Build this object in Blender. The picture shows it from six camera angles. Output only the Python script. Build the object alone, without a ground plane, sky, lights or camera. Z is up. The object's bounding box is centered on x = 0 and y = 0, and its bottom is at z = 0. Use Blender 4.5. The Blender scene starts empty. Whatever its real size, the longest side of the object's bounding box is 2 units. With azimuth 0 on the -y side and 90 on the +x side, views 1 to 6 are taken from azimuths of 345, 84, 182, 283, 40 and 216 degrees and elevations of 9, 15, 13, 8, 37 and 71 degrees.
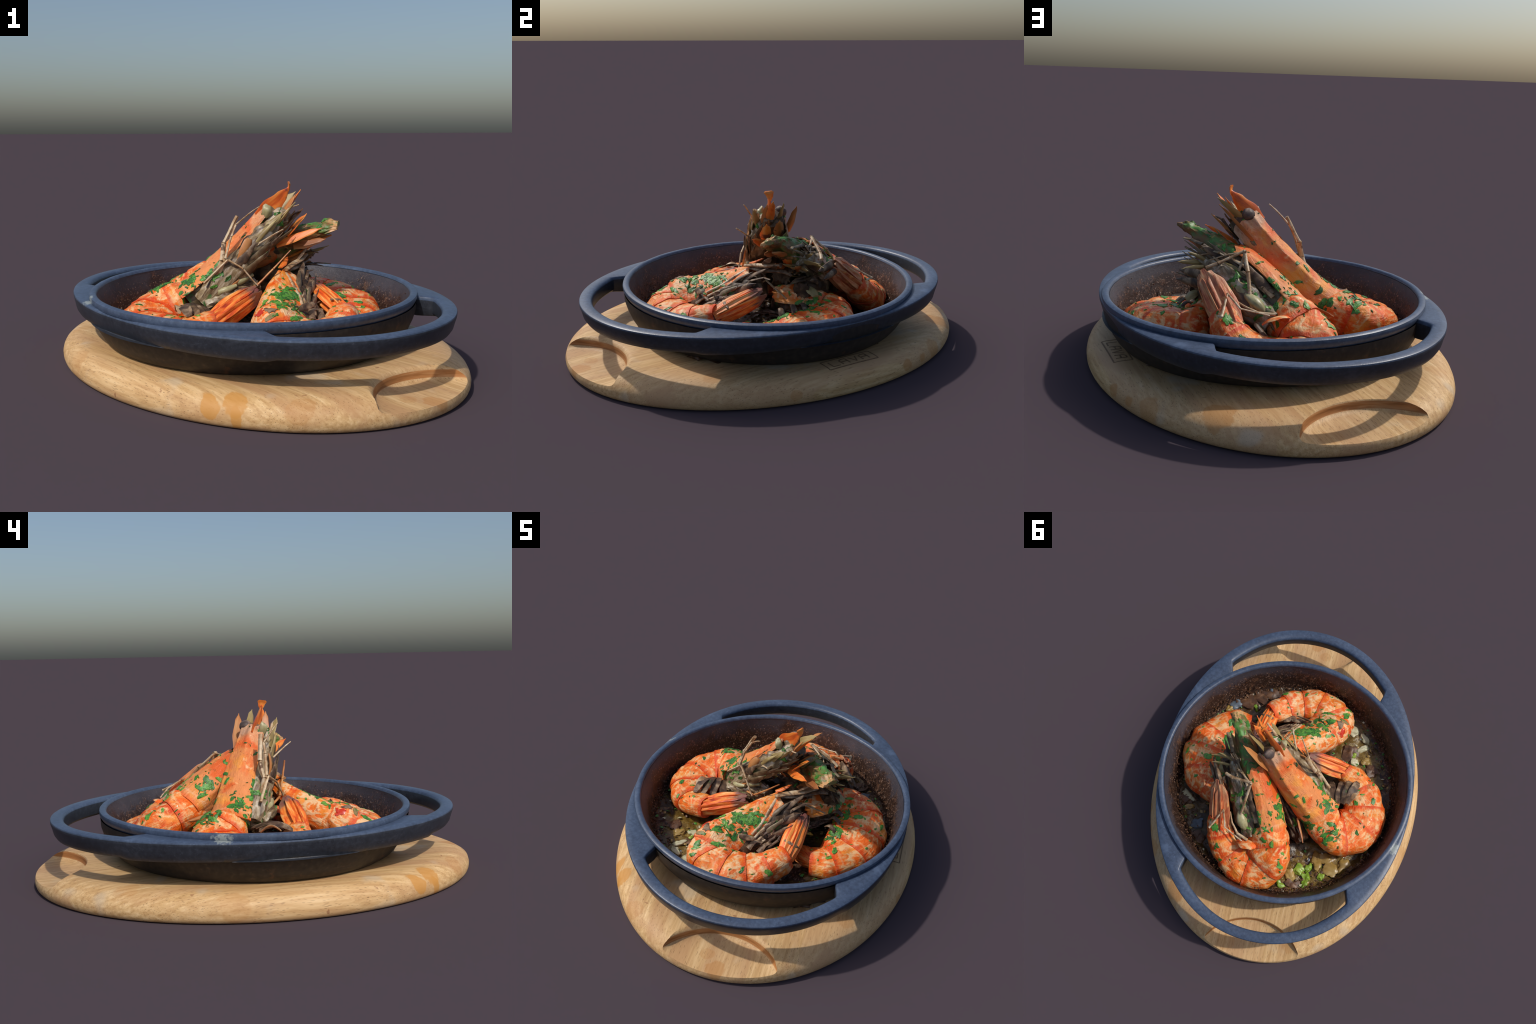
import bpy, bmesh, math, random
from mathutils import Vector, Matrix, noise
from mathutils.bvhtree import BVHTree

RNG = random.Random(11)
V = Vector
AXIS = math.radians(27.0)                     # long axis of board and pan (0 = -y, 90 = +x)
U_LONG = V((math.sin(AXIS), -math.cos(AXIS), 0))
U_SIDE = V((math.cos(AXIS), math.sin(AXIS), 0))
BOARD_TOP = 0.112
SAUCE_Z = 0.124

# ------------------------------------------------------------------ helpers
def smooth(a, b, x):
    t = min(1, max(0, (x - a) / (b - a)))
    return t * t * (3 - 2 * t)

def link(name, mesh, parent=None, mats=(), shade=None):
    o = bpy.data.objects.new(name, mesh)
    bpy.context.scene.collection.objects.link(o)
    for m in mats:
        if m.name not in [x.name for x in mesh.materials if x]:
            mesh.materials.append(m)
    if parent is not None:
        o.parent = parent
    if shade is not None:
        for p in mesh.polygons:
            p.use_smooth = True
        mesh.set_sharp_from_angle(angle=math.radians(shade))
    return o

def empty(name, label, category, loc=(0, 0, 0)):
    o = bpy.data.objects.new(name, None)
    o.location = loc
    bpy.context.scene.collection.objects.link(o)
    o["label"] = label
    o["category"] = category
    return o

def mesh_from(verts, faces, name="m"):
    me = bpy.data.meshes.new(name)
    me.from_pydata([tuple(v) for v in verts], [], faces)
    bm = bmesh.new(); bm.from_mesh(me)
    bmesh.ops.recalc_face_normals(bm, faces=bm.faces)
    bm.to_mesh(me); bm.free()
    return me

def rings_mesh(rings, closed=True, cap=True, base=None):
    """Loft through rings of equal length. Returns (verts, faces)."""
    verts, faces = ([], []) if base is None else base
    off = len(verts)
    n = len(rings[0])
    for r in rings:
        verts.extend(r)
    for i in range(len(rings) - 1):
        for j in range(n if closed else n - 1):
            k = (j + 1) % n
            faces.append((off + i * n + j, off + i * n + k, off + (i + 1) * n + k, off + (i + 1) * n + j))
    if cap and closed:
        for i in (0, len(rings) - 1):
            c = len(verts)
            verts.append(sum((V(p) for p in rings[i]), V()) / n)
            for j in range(n):
                faces.append((c, off + i * n + j, off + i * n + (j + 1) % n))
    return verts, faces

def catmull(pts, t):
    """pts: list of equal-length tuples; t in [0, len-1]."""
    n = len(pts)
    i = min(int(t), n - 2)
    f = t - i
    p0, p1, p2, p3 = pts[max(i - 1, 0)], pts[i], pts[i + 1], pts[min(i + 2, n - 1)]
    out = []
    for a, b, c, d in zip(p0, p1, p2, p3):
        out.append(0.5 * (2 * b + (c - a) * f + (2 * a - 5 * b + 4 * c - d) * f * f + (3 * b - a - 3 * c + d) * f ** 3))
    return out

def tube_rings(pts, radii, n=8, res=4, flat=1.0, up=V((0, 0, 1)), wobble=0.0):
    rings = []
    m = (len(pts) - 1) * res
    data = [tuple(p) + (r,) for p, r in zip(pts, radii)]
    for k in range(m + 1):
        t = k / res
        q = catmull(data, t)
        c, r = V(q[:3]), max(q[3], 0.0008)
        a, b = V(catmull(data, max(t - .1, 0))[:3]), V(catmull(data, min(t + .1, len(pts) - 1))[:3])
        tan = (b - a).normalized()
        s = tan.cross(up)
        if s.length < 1e-3:
            s = tan.cross(V((1, 0, 0)))
        s.normalize()
        w = tan.cross(s)
        if wobble:
            c = c + wobble * noise.noise_vector(c * 25)
        rings.append([c + r * (math.cos(j * math.tau / n) * s + flat * math.sin(j * math.tau / n) * w) for j in range(n)])
    return rings

def tube(name, pts, radii, parent, mat, n=8, res=4, flat=1.0, up=V((0, 0, 1)), wobble=0.0):
    v, f = rings_mesh(tube_rings(pts, radii, n, res, flat, up, wobble))
    return link(name, mesh_from(v, f), parent, [mat], 50)

# ------------------------------------------------------------------ node helpers
class Nodes:
    def __init__(self, name):
        self.mat = bpy.data.materials.new(name)
        self.mat.use_nodes = True
        self.t = self.mat.node_tree
        self.bsdf = self.t.nodes["Principled BSDF"]
        self.obj = self.new("ShaderNodeTexCoord").outputs["Object"]

    def new(self, kind, **kw):
        n = self.t.nodes.new(kind)
        for k, v in kw.items():
            setattr(n, k, v)
        return n

    def put(self, sock, val):
        if hasattr(val, "links") or hasattr(val, "is_linked"):
            self.t.links.new(val, sock)
        else:
            sock.default_value = val

    def mapping(self, scale=(1, 1, 1), rot=(0, 0, 0), loc=(0, 0, 0), vec=None):
        m = self.new("ShaderNodeMapping")
        m.inputs["Scale"].default_value = scale
        m.inputs["Rotation"].default_value = rot
        m.inputs["Location"].default_value = loc
        self.put(m.inputs["Vector"], vec if vec is not None else self.obj)
        return m.outputs[0]

    def noise(self, scale, detail=4, rough=.55, dist=0, vec=None, w=None):
        n = self.new("ShaderNodeTexNoise")
        if w is not None:
            n.noise_dimensions = "4D"
            self.put(n.inputs["W"], w)
        n.inputs["Scale"].default_value = scale
        n.inputs["Detail"].default_value = detail
        n.inputs["Roughness"].default_value = rough
        n.inputs["Distortion"].default_value = dist
        self.put(n.inputs["Vector"], vec if vec is not None else self.obj)
        return n.outputs["Fac"]

    def voronoi(self, scale, vec=None, feature="F1", out="Distance"):
        n = self.new("ShaderNodeTexVoronoi", feature=feature)
        n.inputs["Scale"].default_value = scale
        self.put(n.inputs["Vector"], vec if vec is not None else self.obj)
        return n.outputs[out]

    def math(self, op, a, b=0.0, clamp=False):
        n = self.new("ShaderNodeMath", operation=op, use_clamp=clamp)
        self.put(n.inputs[0], a)
        self.put(n.inputs[1], b)
        return n.outputs[0]

    def step(self, x, lo, hi):
        n = self.new("ShaderNodeMapRange", interpolation_type="SMOOTHSTEP")
        self.put(n.inputs["Value"], x)
        n.inputs["From Min"].default_value = lo
        n.inputs["From Max"].default_value = hi
        return n.outputs[0]

    def mix(self, fac, a, b, blend="MIX"):
        n = self.new("ShaderNodeMix", data_type="RGBA", blend_type=blend)
        self.put(n.inputs[0], fac)
        for s, v in ((n.inputs[6], a), (n.inputs[7], b)):
            self.put(s, (*v, 1) if isinstance(v, tuple) and len(v) == 3 else v)
        return n.outputs[2]

    def ramp(self, fac, stops):
        n = self.new("ShaderNodeValToRGB")
        e = n.color_ramp.elements
        while len(e) < len(stops):
            e.new(.5)
        for el, (p, c) in zip(e, stops):
            el.position = p
            el.color = (*c, 1)
        self.put(n.inputs[0], fac)
        return n.outputs[0]

    def xyz(self, vec=None):
        n = self.new("ShaderNodeSeparateXYZ")
        self.put(n.inputs[0], vec if vec is not None else self.obj)
        return n.outputs

    def near(self, pos, scale=(1, 1, 1), vec=None):
        """distance from a place, in metres, stretched by scale"""
        m = self.new("ShaderNodeVectorMath", operation="SUBTRACT")
        self.put(m.inputs[0], vec if vec is not None else self.obj)
        m.inputs[1].default_value = pos
        s = self.new("ShaderNodeVectorMath", operation="MULTIPLY")
        self.put(s.inputs[0], m.outputs[0]); s.inputs[1].default_value = scale
        l = self.new("ShaderNodeVectorMath", operation="LENGTH")
        self.put(l.inputs[0], s.outputs[0])
        return l.outputs["Value"]

    def rnd(self):
        return self.new("ShaderNodeObjectInfo").outputs["Random"]

    def bump(self, height, strength=.3, dist=.01):
        n = self.new("ShaderNodeBump")
        n.inputs["Strength"].default_value = strength
        n.inputs["Distance"].default_value = dist
        self.put(n.inputs["Height"], height)
        self.put(self.bsdf.inputs["Normal"], n.outputs[0])

    def finish(self, colour, rough=.5, spec=.5, coat=0.0):
        c = (*colour, 1) if isinstance(colour, tuple) and len(colour) == 3 else colour
        self.put(self.bsdf.inputs["Base Color"], c)
        self.put(self.bsdf.inputs["Roughness"], rough)
        self.put(self.bsdf.inputs["Specular IOR Level"], spec)
        self.put(self.bsdf.inputs["Coat Weight"], coat)
        return self.mat

# ------------------------------------------------------------------ materials
def mat_wood():
    n = Nodes("beech_wood")
    along = n.mapping(rot=(0, 0, -(AXIS - math.pi / 2)))        # x runs along the grain
    fib = n.noise(1, 6, .65, .25, n.mapping((3.0, 60, 60), vec=along))
    broad = n.noise(1, 4, .5, .8, n.mapping((1.2, 7, 7), vec=along))
    col = n.ramp(fib, [(.30, (.47, .265, .105)), (.46, (.62, .385, .170)), (.58, (.72, .480, .235)), (.74, (.83, .600, .330))])
    col = n.mix(n.math("MULTIPLY", n.step(broad, .44, .70), .8), col, (.52, .29, .135))
    # glued strips of slightly different tint
    y = n.xyz(along)[1]
    strip = n.new("ShaderNodeTexWhiteNoise", noise_dimensions="1D")
    n.put(strip.inputs["W"], n.math("FLOOR", n.math("DIVIDE", n.math("ADD", y, .07), .21)))
    col = n.mix(n.math("MULTIPLY", strip.outputs["Value"], .5), col, (.58, .345, .185))
    # short dark pores of beech
    def pores(scale, lo, hi, amount, shift, c):
        v = n.voronoi(1, n.mapping(scale, loc=shift, vec=along))
        sel = n.noise(7, 3, .5, 0, n.mapping(loc=shift, vec=along))
        return n.mix(n.math("MULTIPLY", n.math("MULTIPLY", n.step(v, hi, lo), n.step(sel, .36, .52)), amount), c, (.20, .10, .04))
    col = pores((16, 150, 150), .10, .24, .75, (0, 0, 0), col)
    col = pores((26, 210, 210), .10, .26, .55, (3.3, 1.7, .4), col)
    # food stains: drips and rings
    edge = n.noise(14, 3, .6)
    def stain(c, pos, rad, scale=(1, 1, 1), amount=.8, tint=(.58, .27, .06)):
        d = n.math("ADD", n.near(pos, scale), n.math("MULTIPLY", n.math("SUBTRACT", edge, .5), rad * 1.1))
        return n.mix(n.math("MULTIPLY", n.step(d, rad, rad * .82), amount), c, tint)
    col = stain(col, (-.284, -.835, .10), .050, (1, .6, .8))
    col = stain(col, (-.287, -.875, .045), .020, (1, .3, .28))
    col = stain(col, (-.366, -.79, .075), .036, (1, .5, .7))
    for p, r, a, q in [((.45, -.90, .05), .055, .5, 1), ((.36, -.86, .05), .035, .3, 1), ((.66, -.66, .05), .045, .4, 1), ((.58, .62, .06), .045, .6, .8),
                       ((.50, .72, .05), .05, .6, .7), ((.40, .80, .08), .07, .45, .5), ((.1, .88, .1), .07, .55, .7), ((-.08, -.93, .08), .06, .3, 1),
                       ((-.30, .92, .05), .05, .3, 1), ((-.60, .72, .1), .06, .3, 1), ((.83, .05, .05), .035, .45, 1), ((-.75, .35, .06), .07, .3, 1),
                       ((.74, -.30, .09), .05, .3, 1), ((-.80, -.1, .07), .07, .25, 1)]:
        col = stain(col, p, r, (1, 1, q), a, (.50, .22, .06))
    red = n.math("MULTIPLY", n.step(n.noise(26, 2, .4), .74, .78), .6)
    col = n.mix(red, col, (.26, .09, .04))
    grey = n.math("MULTIPLY", n.step(n.noise(5, 2, .5), .60, .72), .35)
    col = n.mix(grey, col, (.58, .53, .43))
    n.bump(fib, .12, .003)
    return n.finish(col, .55, .3)

def mat_endgrain():
    n = Nodes("end_grain_wood")
    along = n.mapping(rot=(0, 0, -(AXIS - math.pi / 2)))
    w = n.noise(1, 4, .6, 1.0, n.mapping((6, 6, 60), rot=(0, .4, 0), vec=along))
    col = n.ramp(w, [(.3, (.30, .115, .03)), (.5, (.45, .19, .06)), (.7, (.56, .28, .11))])
    n.bump(w, .3, .004)
    return n.finish(col, .6, .3)

def mat_iron(name, tones):
    n = Nodes(name)
    g = n.noise(55, 4, .6)
    b = n.noise(4, 3, .5)
    col = n.ramp(n.math("ADD", n.math("MULTIPLY", g, .6), n.math("MULTIPLY", b, .4)), list(zip((.35, .52, .68), tones)))
    spots = n.step(n.noise(130, 2, .5), .66, .74)
    col = n.mix(n.math("MULTIPLY", spots, .3), col, tuple(c * 2.2 for c in tones[2]))
    scuff = n.math("MULTIPLY", n.step(n.noise(1, 5, .7, .5, n.mapping((7, 7, 16))), .58, .74), .4)
    col = n.mix(scuff, col, tuple(c * 1.5 for c in tones[2]))
    x, y, z = n.xyz()
    up = n.step(z, .297, .306)
    crust = n.math("MULTIPLY", n.math("MULTIPLY", n.step(n.math("ADD", n.near((-.737, -.045, .31), (1, .55, .6)), n.math("MULTIPLY", n.noise(60, 4, .7), .07)), .062, .048), up), .6)
    col = n.mix(crust, col, (.42, .46, .42))
    crumb = n.math("MULTIPLY", n.step(n.noise(34, 4, .7), .70, .74), n.math("MULTIPLY", up, .6))
    col = n.mix(crumb, col, (.17, .15, .14))
    n.bump(n.noise(160, 3, .6), .18, .003)
    return n.finish(col, .40, .5)

def mat_iron_inside():
    n = Nodes("stained_pan_lining")
    x, y, z = n.xyz()
    base = n.ramp(n.noise(5, 4, .6), [(.3, (.038, .034, .043)), (.7, (.074, .066, .078))])
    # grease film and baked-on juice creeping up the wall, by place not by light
    ragged = n.math("MULTIPLY", n.math("SUBTRACT", n.noise(6, 6, .72, .5), .5), .26)
    h = n.math("ADD", z, ragged)
    juice = n.step(h, .295, .22)
    col = n.mix(juice, base, (.038, .020, .014))
    tan = n.noise(30, 6, .78, .4)
    specks = n.math("MULTIPLY", n.step(tan, .53, .61), n.step(h, .305, .235))
    col = n.mix(n.math("MULTIPLY", specks, .75), col, (.16, .080, .045))
    black = n.math("MULTIPLY", n.step(n.noise(18, 5, .7, .5), .56, .66), n.step(h, .26, .20))
    col = n.mix(n.math("MULTIPLY", black, .7), col, (.018, .011, .010))
    fine = n.math("MULTIPLY", n.step(n.noise(105, 3, .6), .60, .67), n.step(h, .32, .24))
    col = n.mix(n.math("MULTIPLY", fine, .8), col, (.36, .24, .18))
    n.bump(tan, .5, .007)
    return n.finish(col, n.math("ADD", .45, n.math("MULTIPLY", juice, -.12)), .45)

def mat_iron_outside():
    n = Nodes("raw_iron_wall")
    g = n.noise(40, 4, .6)
    col = n.ramp(g, [(.35, (.020, .017, .016)), (.6, (.036, .029, .024)), (.75, (.065, .048, .036))])
    rust = n.math("MULTIPLY", n.step(n.noise(12, 4, .7), .60, .72), .5)
    col = n.mix(rust, col, (.13, .06, .03))
    n.bump(g, .25, .004)
    return n.finish(col, .6, .4)

def mat_shell(name, orange, red, cream, creaminess=.5, edge=True, burn=.72, carapace=False):
    """cooked prawn shell; the object's local x runs forward from its rear edge, z is dorsal"""
    n = Nodes(name)
    w = n.math("MULTIPLY", n.rnd(), 40)
    x, y, z = n.xyz()
    big = n.noise(6.0, 4, .55, .8, w=w)
    mot = n.noise(13, 6, .64, 1.6, w=w)
    streak = n.noise(1, 6, .64, 1.4, n.mapping((9, 34, 26)), w=w)
    yellow = n.noise(8, 4, .6, .8, w=n.math("ADD", w, 5))
    col = n.mix(n.math("MULTIPLY", n.step(yellow, .48, .64), .75), orange, (.94, .36, .050))
    col = n.mix(n.step(big, .50, .66), col, red)
    m = n.math("ADD", n.math("MULTIPLY", mot, .60), n.math("MULTIPLY", streak, .40))
    t = .62 - .17 * creaminess
    col = n.mix(n.math("MULTIPLY", n.step(m, t - .05, t), .5), col, (.92, .40, .13))
    col = n.mix(n.math("MULTIPLY", n.step(m, t - .005, t + .045), .92), col, cream)
    if edge:
        wob = n.math("MULTIPLY", n.math("SUBTRACT", n.noise(16, 4, .65, w=w), .5), .075)
        band = n.step(n.math("ADD", x, wob), .030, .006)
        col = n.mix(n.math("MULTIPLY", band, .8), col, red)
        thin = n.step(n.math("ABSOLUTE", n.math("SUBTRACT", n.math("ADD", x, n.math("MULTIPLY", wob, .6)), .040)), .008, .002)
        col = n.mix(n.math("MULTIPLY", thin, .35), col, cream)
    if carapace:
        side = n.math("ARCTAN2", n.math("ABSOLUTE", y), z)
        low = n.step(n.math("ADD", side, n.math("MULTIPLY", n.noise(9, 4, .6, w=w), .9)), 2.15, 2.5)
        col = n.mix(n.math("MULTIPLY", low, .85), col, red)
        front = n.step(n.math("ADD", x, n.math("MULTIPLY", n.noise(9, 4, .6, .5, w=w), .22)), .56, .66)
        col = n.mix(n.math("MULTIPLY", front, .8), col, n.ramp(streak, [(.3, (.20, .11, .08)), (.5, (.62, .40, .26)), (.7, (.74, .68, .58))]))
    flecks = n.math("MULTIPLY", n.step(n.noise(60, 3, .6, .4, w=w), .63, .70), .75)
    col = n.mix(flecks, col, (.42, .05, .010))
    brown = n.math("MULTIPLY", n.step(n.noise(17, 5, .7, .9, w=n.math("ADD", w, 21)), .62, .70), .55)
    col = n.mix(brown, col, (.33, .10, .022))
    burnt = n.math("MULTIPLY", n.step(n.noise(8, 5, .65, .9, w=n.math("ADD", w, 13)), burn - .05, burn + .02), .9)
    col = n.mix(burnt, col, (.055, .026, .034))
    olive = n.math("MULTIPLY", n.step(n.noise(10, 5, .65, .5, w=n.math("ADD", w, 29)), .62, .70), .65)
    col = n.mix(olive, col, (.19, .17, .035))
    wet = n.math("MULTIPLY", n.step(n.noise(12, 6, .75, .6, w=n.math("ADD", w, 47)), .61, .68), .85)
    col = n.mix(wet, col, (.045, .13, .030))
    n.bump(n.math("ADD", m, n.math("MULTIPLY", streak, 1.2)), .6, .010)
    return n.finish(col, .40, .32, .05)

def mat_simple(name, stops, scale=20, rough=.5, bumpy=.3, stretch=(1, 1, 1), spots=None, spec=.5):
    n = Nodes(name)
    w = n.math("MULTIPLY", n.rnd(), 30)
    f = n.noise(scale, 5, .6, .6, n.mapping(stretch), w=w)
    col = n.ramp(f, stops)
    if spots:
        col = n.mix(n.math("MULTIPLY", n.step(n.noise(spots[1], 3, .6, w=n.math("ADD", w, 7)), spots[2], spots[2] + .06), .85), col, spots[0])
    n.bump(f, bumpy, .006)
    return n.finish(col, rough, spec)

def mat_sauce():
    n = Nodes("oily_garlic_sauce")
    a = n.noise(7, 5, .65, .5)
    b = n.noise(24, 5, .7, .4)
    col = n.ramp(a, [(.3, (.026, .014, .008)), (.5, (.065, .036, .013)), (.7, (.14, .085, .020))])
    col = n.mix(n.math("MULTIPLY", n.step(b, .55, .66), .8), col, (.24, .145, .060))
    olive = n.math("MULTIPLY", n.step(n.noise(11, 4, .6), .58, .68), .6)
    col = n.mix(olive, col, (.17, .14, .025))
    for p, r in (((-.46, .24, .13), .19), ((-.15, -.46, .13), .16), ((-.30, -.36, .13), .16), ((-.40, .40, .13), .13)):
        g = n.math("MULTIPLY", n.step(n.math("ADD", n.near(p), n.math("MULTIPLY", n.math("SUBTRACT", b, .5), .22)), r, r * .55), .75)
        col = n.mix(g, col, n.ramp(n.noise(26, 5, .7), [(.3, (.07, .035, .010)), (.5, (.20, .125, .025)), (.7, (.36, .25, .075))]))
    pale = n.math("MULTIPLY", n.step(n.noise(48, 3, .6), .66, .72), .7)
    col = n.mix(pale, col, (.34, .29, .23))
    n.bump(b, .6, .012)
    return n.finish(col, .16, .5)

def mat_herb():
    n = Nodes("chopped_parsley")
    r = n.rnd()
    base = n.ramp(r, [(0, (.030, .13, .022)), (.35, (.055, .22, .025)), (.75, (.10, .33, .04)), (1, (.17, .36, .05))])
    f = n.noise(70, 4, .6, .5)
    col = n.mix(n.step(f, .45, .7), base, (.03, .085, .025))
    n.bump(f, .5, .004)
    return n.finish(col, .42, .5)

M_WOOD, M_END = mat_wood(), mat_endgrain()
M_IRON_TOP = mat_iron("sky_tinted_iron", [(.040, .056, .094), (.060, .086, .142), (.090, .125, .195)])  # blue skylight baked into the colour of rim and upward faces
M_IRON = mat_iron("dark_cast_iron", [(.019, .022, .030), (.029, .034, .046), (.046, .053, .070)])
M_IN, M_OUT = mat_iron_inside(), mat_iron_outside()
ORANGE, RED, CREAM = (.90, .150, .014), (.72, .060, .007), (.90, .54, .255)
M_SHELL = mat_shell("prawn_shell", ORANGE, RED, CREAM, .60)
M_SHELL_PALE = mat_shell("prawn_shell_mottled", (.92, .165, .018), (.80, .075, .010), (.92, .59, .31), .70)
M_CARA = mat_shell("prawn_carapace", (.80, .275, .088), (.80, .140, .024), (.88, .53, .30), .22, True, .76, True)
M_CARA_HOT = mat_shell("prawn_carapace_red", (.92, .165, .018), (.80, .075, .010), (.92, .59, .31), .64)
def mat_fan(name, charred, tones=((.40, .035, .010), (.80, .12, .014), (.92, .30, .050), (.93, .58, .24))):
    """tail blades: long stripes of red, orange and cream, tips charred blue-black"""
    n = Nodes(name)
    w = n.math("MULTIPLY", n.rnd(), 30)
    x = n.xyz()[0]
    f = n.noise(1, 5, .65, .5, n.mapping((9, 60, 60)), w=w)
    col = n.ramp(f, list(zip((.32, .43, .54, .68), tones)))
    col = n.mix(n.math("MULTIPLY", n.step(n.noise(12, 4, .6, .5, w=w), .56, .64), .8), col, (.84, .40, .12))
    tip = n.step(n.math("ADD", x, n.math("MULTIPLY", n.noise(13, 4, .6, w=n.math("ADD", w, 9)), .16)), .262, .315)
    col = n.mix(n.math("MULTIPLY", tip, charred), col, (.080, .062, .074))
    n.bump(f, .6, .009)
    return n.finish(col, .42, .45)

M_FAN = mat_fan("tail_fan_shell", .8)
M_FAN_PALE = mat_fan("pale_tail_fan_shell", .25, ((.22, .05, .02), (.56, .13, .045), (.70, .28, .11), (.74, .50, .26)))
M_LEG = mat_simple("prawn_leg", [(.28, (.16, .07, .03)), (.45, (.42, .25, .12)), (.58, (.62, .47, .30)), (.75, (.72, .62, .48))], 22, .45, .4, (1, 1, 1), ((.10, .04, .02), 16, .62))
M_LEG_DARK = mat_simple("charred_leg", [(.3, (.030, .020, .018)), (.48, (.12, .070, .042)), (.62, (.34, .23, .14)), (.76, (.56, .46, .34))], 20, .5, .5, (1, 1, 1), None, .3)
M_SPIKE = mat_simple("antennal_scale", [(.3, (.22, .06, .018)), (.5, (.50, .19, .055)), (.65, (.58, .30, .11)), (.8, (.46, .36, .13))], 12, .45, .4, (.45, 2.2, 2.2), ((.06, .03, .02), 14, .62))
M_SPIKE_RED = mat_simple("rostrum_shell", [(.32, (.34, .045, .012)), (.46, (.78, .14, .018)), (.58, (.88, .30, .05)), (.72, (.84, .50, .18))], 9, .42, .5, (.6, 2, 2), ((.10, .03, .035), 9, .62))
M_SPIKE_OLIVE = mat_simple("olive_scale", [(.3, (.14, .08, .025)), (.5, (.33, .24, .09)), (.7, (.50, .40, .18))], 12, .45, .4, (.45, 2.2, 2.2))
M_ROSTRUM_GREEN = mat_simple("herbed_rostrum", [(.3, (.07, .035, .015)), (.44, (.26, .12, .04)), (.55, (.10, .17, .035)), (.68, (.09, .30, .05)), (.78, (.16, .42, .08))], 13, .45, .8, (.8, 1.6, 1.6), ((.64, .34, .14), 11, .57))
M_UNDER = mat_simple("prawn_underside", [(.30, (.030, .020, .014)), (.45, (.105, .066, .034)), (.58, (.22, .16, .085)), (.74, (.48, .41, .29))], 15, .48, .9, (1, 1, 1), ((.05, .17, .03), 10, .58))
M_GILL = mat_simple("gill_cover_shell", [(.32, (.022, .014, .011)), (.43, (.11, .062, .030)), (.53, (.28, .20, .105)), (.63, (.55, .47, .36)), (.72, (.42, .17, .05))], 15, .45, .9, (.6, 1.8, 1.8), ((.04, .15, .03), 10, .60))
M_UNDER_DARK = mat_simple("charred_underside", [(.3, (.016, .010, .008)), (.48, (.070, .040, .022)), (.62, (.19, .115, .060)), (.78, (.40, .28, .17))], 18, .5, .8, (1, 1, 1), ((.045, .12, .025), 11, .60), .25)
M_EYE = mat_simple("prawn_eye", [(.3, (.035, .026, .026)), (.5, (.095, .070, .062)), (.62, (.24, .17, .13)), (.76, (.46, .36, .29))], 18, .5, .5, (1, 1, 1), None, .25)
M_FLESH = mat_simple("leg_root_flesh", [(.3, (.20, .16, .07)), (.55, (.40, .36, .18)), (.75, (.60, .52, .34))], 18, .4, .5)
M_HERB, M_SAUCE = mat_herb(), mat_sauce()
M_GARLIC = mat_simple("garlic_slice", [(.3, (.36, .33, .16)), (.55, (.58, .56, .36)), (.8, (.72, .68, .48))], 14, .35, .3)
M_ONION = mat_simple("fried_onion", [(.3, (.16, .09, .02)), (.5, (.36, .23, .06)), (.75, (.55, .42, .17))], 12, .35, .4)
M_SPRING = mat_simple("spring_onion", [(.3, (.10, .20, .015)), (.5, (.22, .36, .03)), (.75, (.44, .52, .12))], 15, .35, .3)
M_BROWN = mat_simple("browned_bit", [(.3, (.035, .016, .009)), (.55, (.12, .055, .025)), (.78, (.30, .17, .09))], 26, .45, .5)
M_GREY = mat_simple("grey_skin_bit", [(.3, (.07, .09, .11)), (.6, (.16, .20, .24)), (.8, (.30, .33, .35))], 20, .4, .3)
M_BURN = mat_simple("branded_mark", [(.3, (.17, .085, .036)), (.7, (.30, .17, .08))], 40, .7, .2)
M_TOMATO = mat_simple("tomato_bit", [(.3, (.50, .02, .01)), (.7, (.72, .06, .02))], 12, .3, .2)

# ------------------------------------------------------------------ board
BOARD_A, BOARD_B = 1.038, .798
BOARD_AXIS = math.radians(25.2)
def oval_r(a, b, off, p=2.0):
    """polar radius of an oval, off = angle from its long axis"""
    return (abs(math.cos(off) / a) ** p + abs(math.sin(off) / b) ** p) ** (-1 / p)

def polar(az, r, z):
    return V((r * math.sin(az), -r * math.cos(az), z))

BOARD_PROFILE = [(-.62, .112), (-.52, .112), (-.42, .112), (-.33, .112), (-.25, .112), (-.19, .112), (-.15, .112), (-.122, .1117), (-.100, .1105), (-.080, .1075), (-.060, .1020), (-.041, .0935), (-.025, .082),
                 (-.012, .068), (-.004, .052), (0, .036), (-.001, .020), (-.005, .009), (-.011, .002), (-.017, 0)]
def roundover(off):
    return .74 + .46 * math.cos(off) ** 2

def crown(x, y, z):
    along = -(x * U_LONG.x + y * U_LONG.y)          # the board has sunk a little at its far end
    return z - .010 * smooth(.40, .85, along) * max(0, (z - .03) / .082)

def board_height(x, y):
    r, az = math.hypot(x, y), math.atan2(x, -y)
    d = (r - oval_r(BOARD_A, BOARD_B, az - BOARD_AXIS)) / roundover(az - BOARD_AXIS)
    for (d0, z0), (d1, z1) in zip(BOARD_PROFILE[:15], BOARD_PROFILE[1:16]):
        if d0 <= d <= d1:
            return crown(x, y, z0 + (z1 - z0) * (d - d0) / (d1 - d0))
    return crown(x, y, BOARD_TOP)

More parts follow.
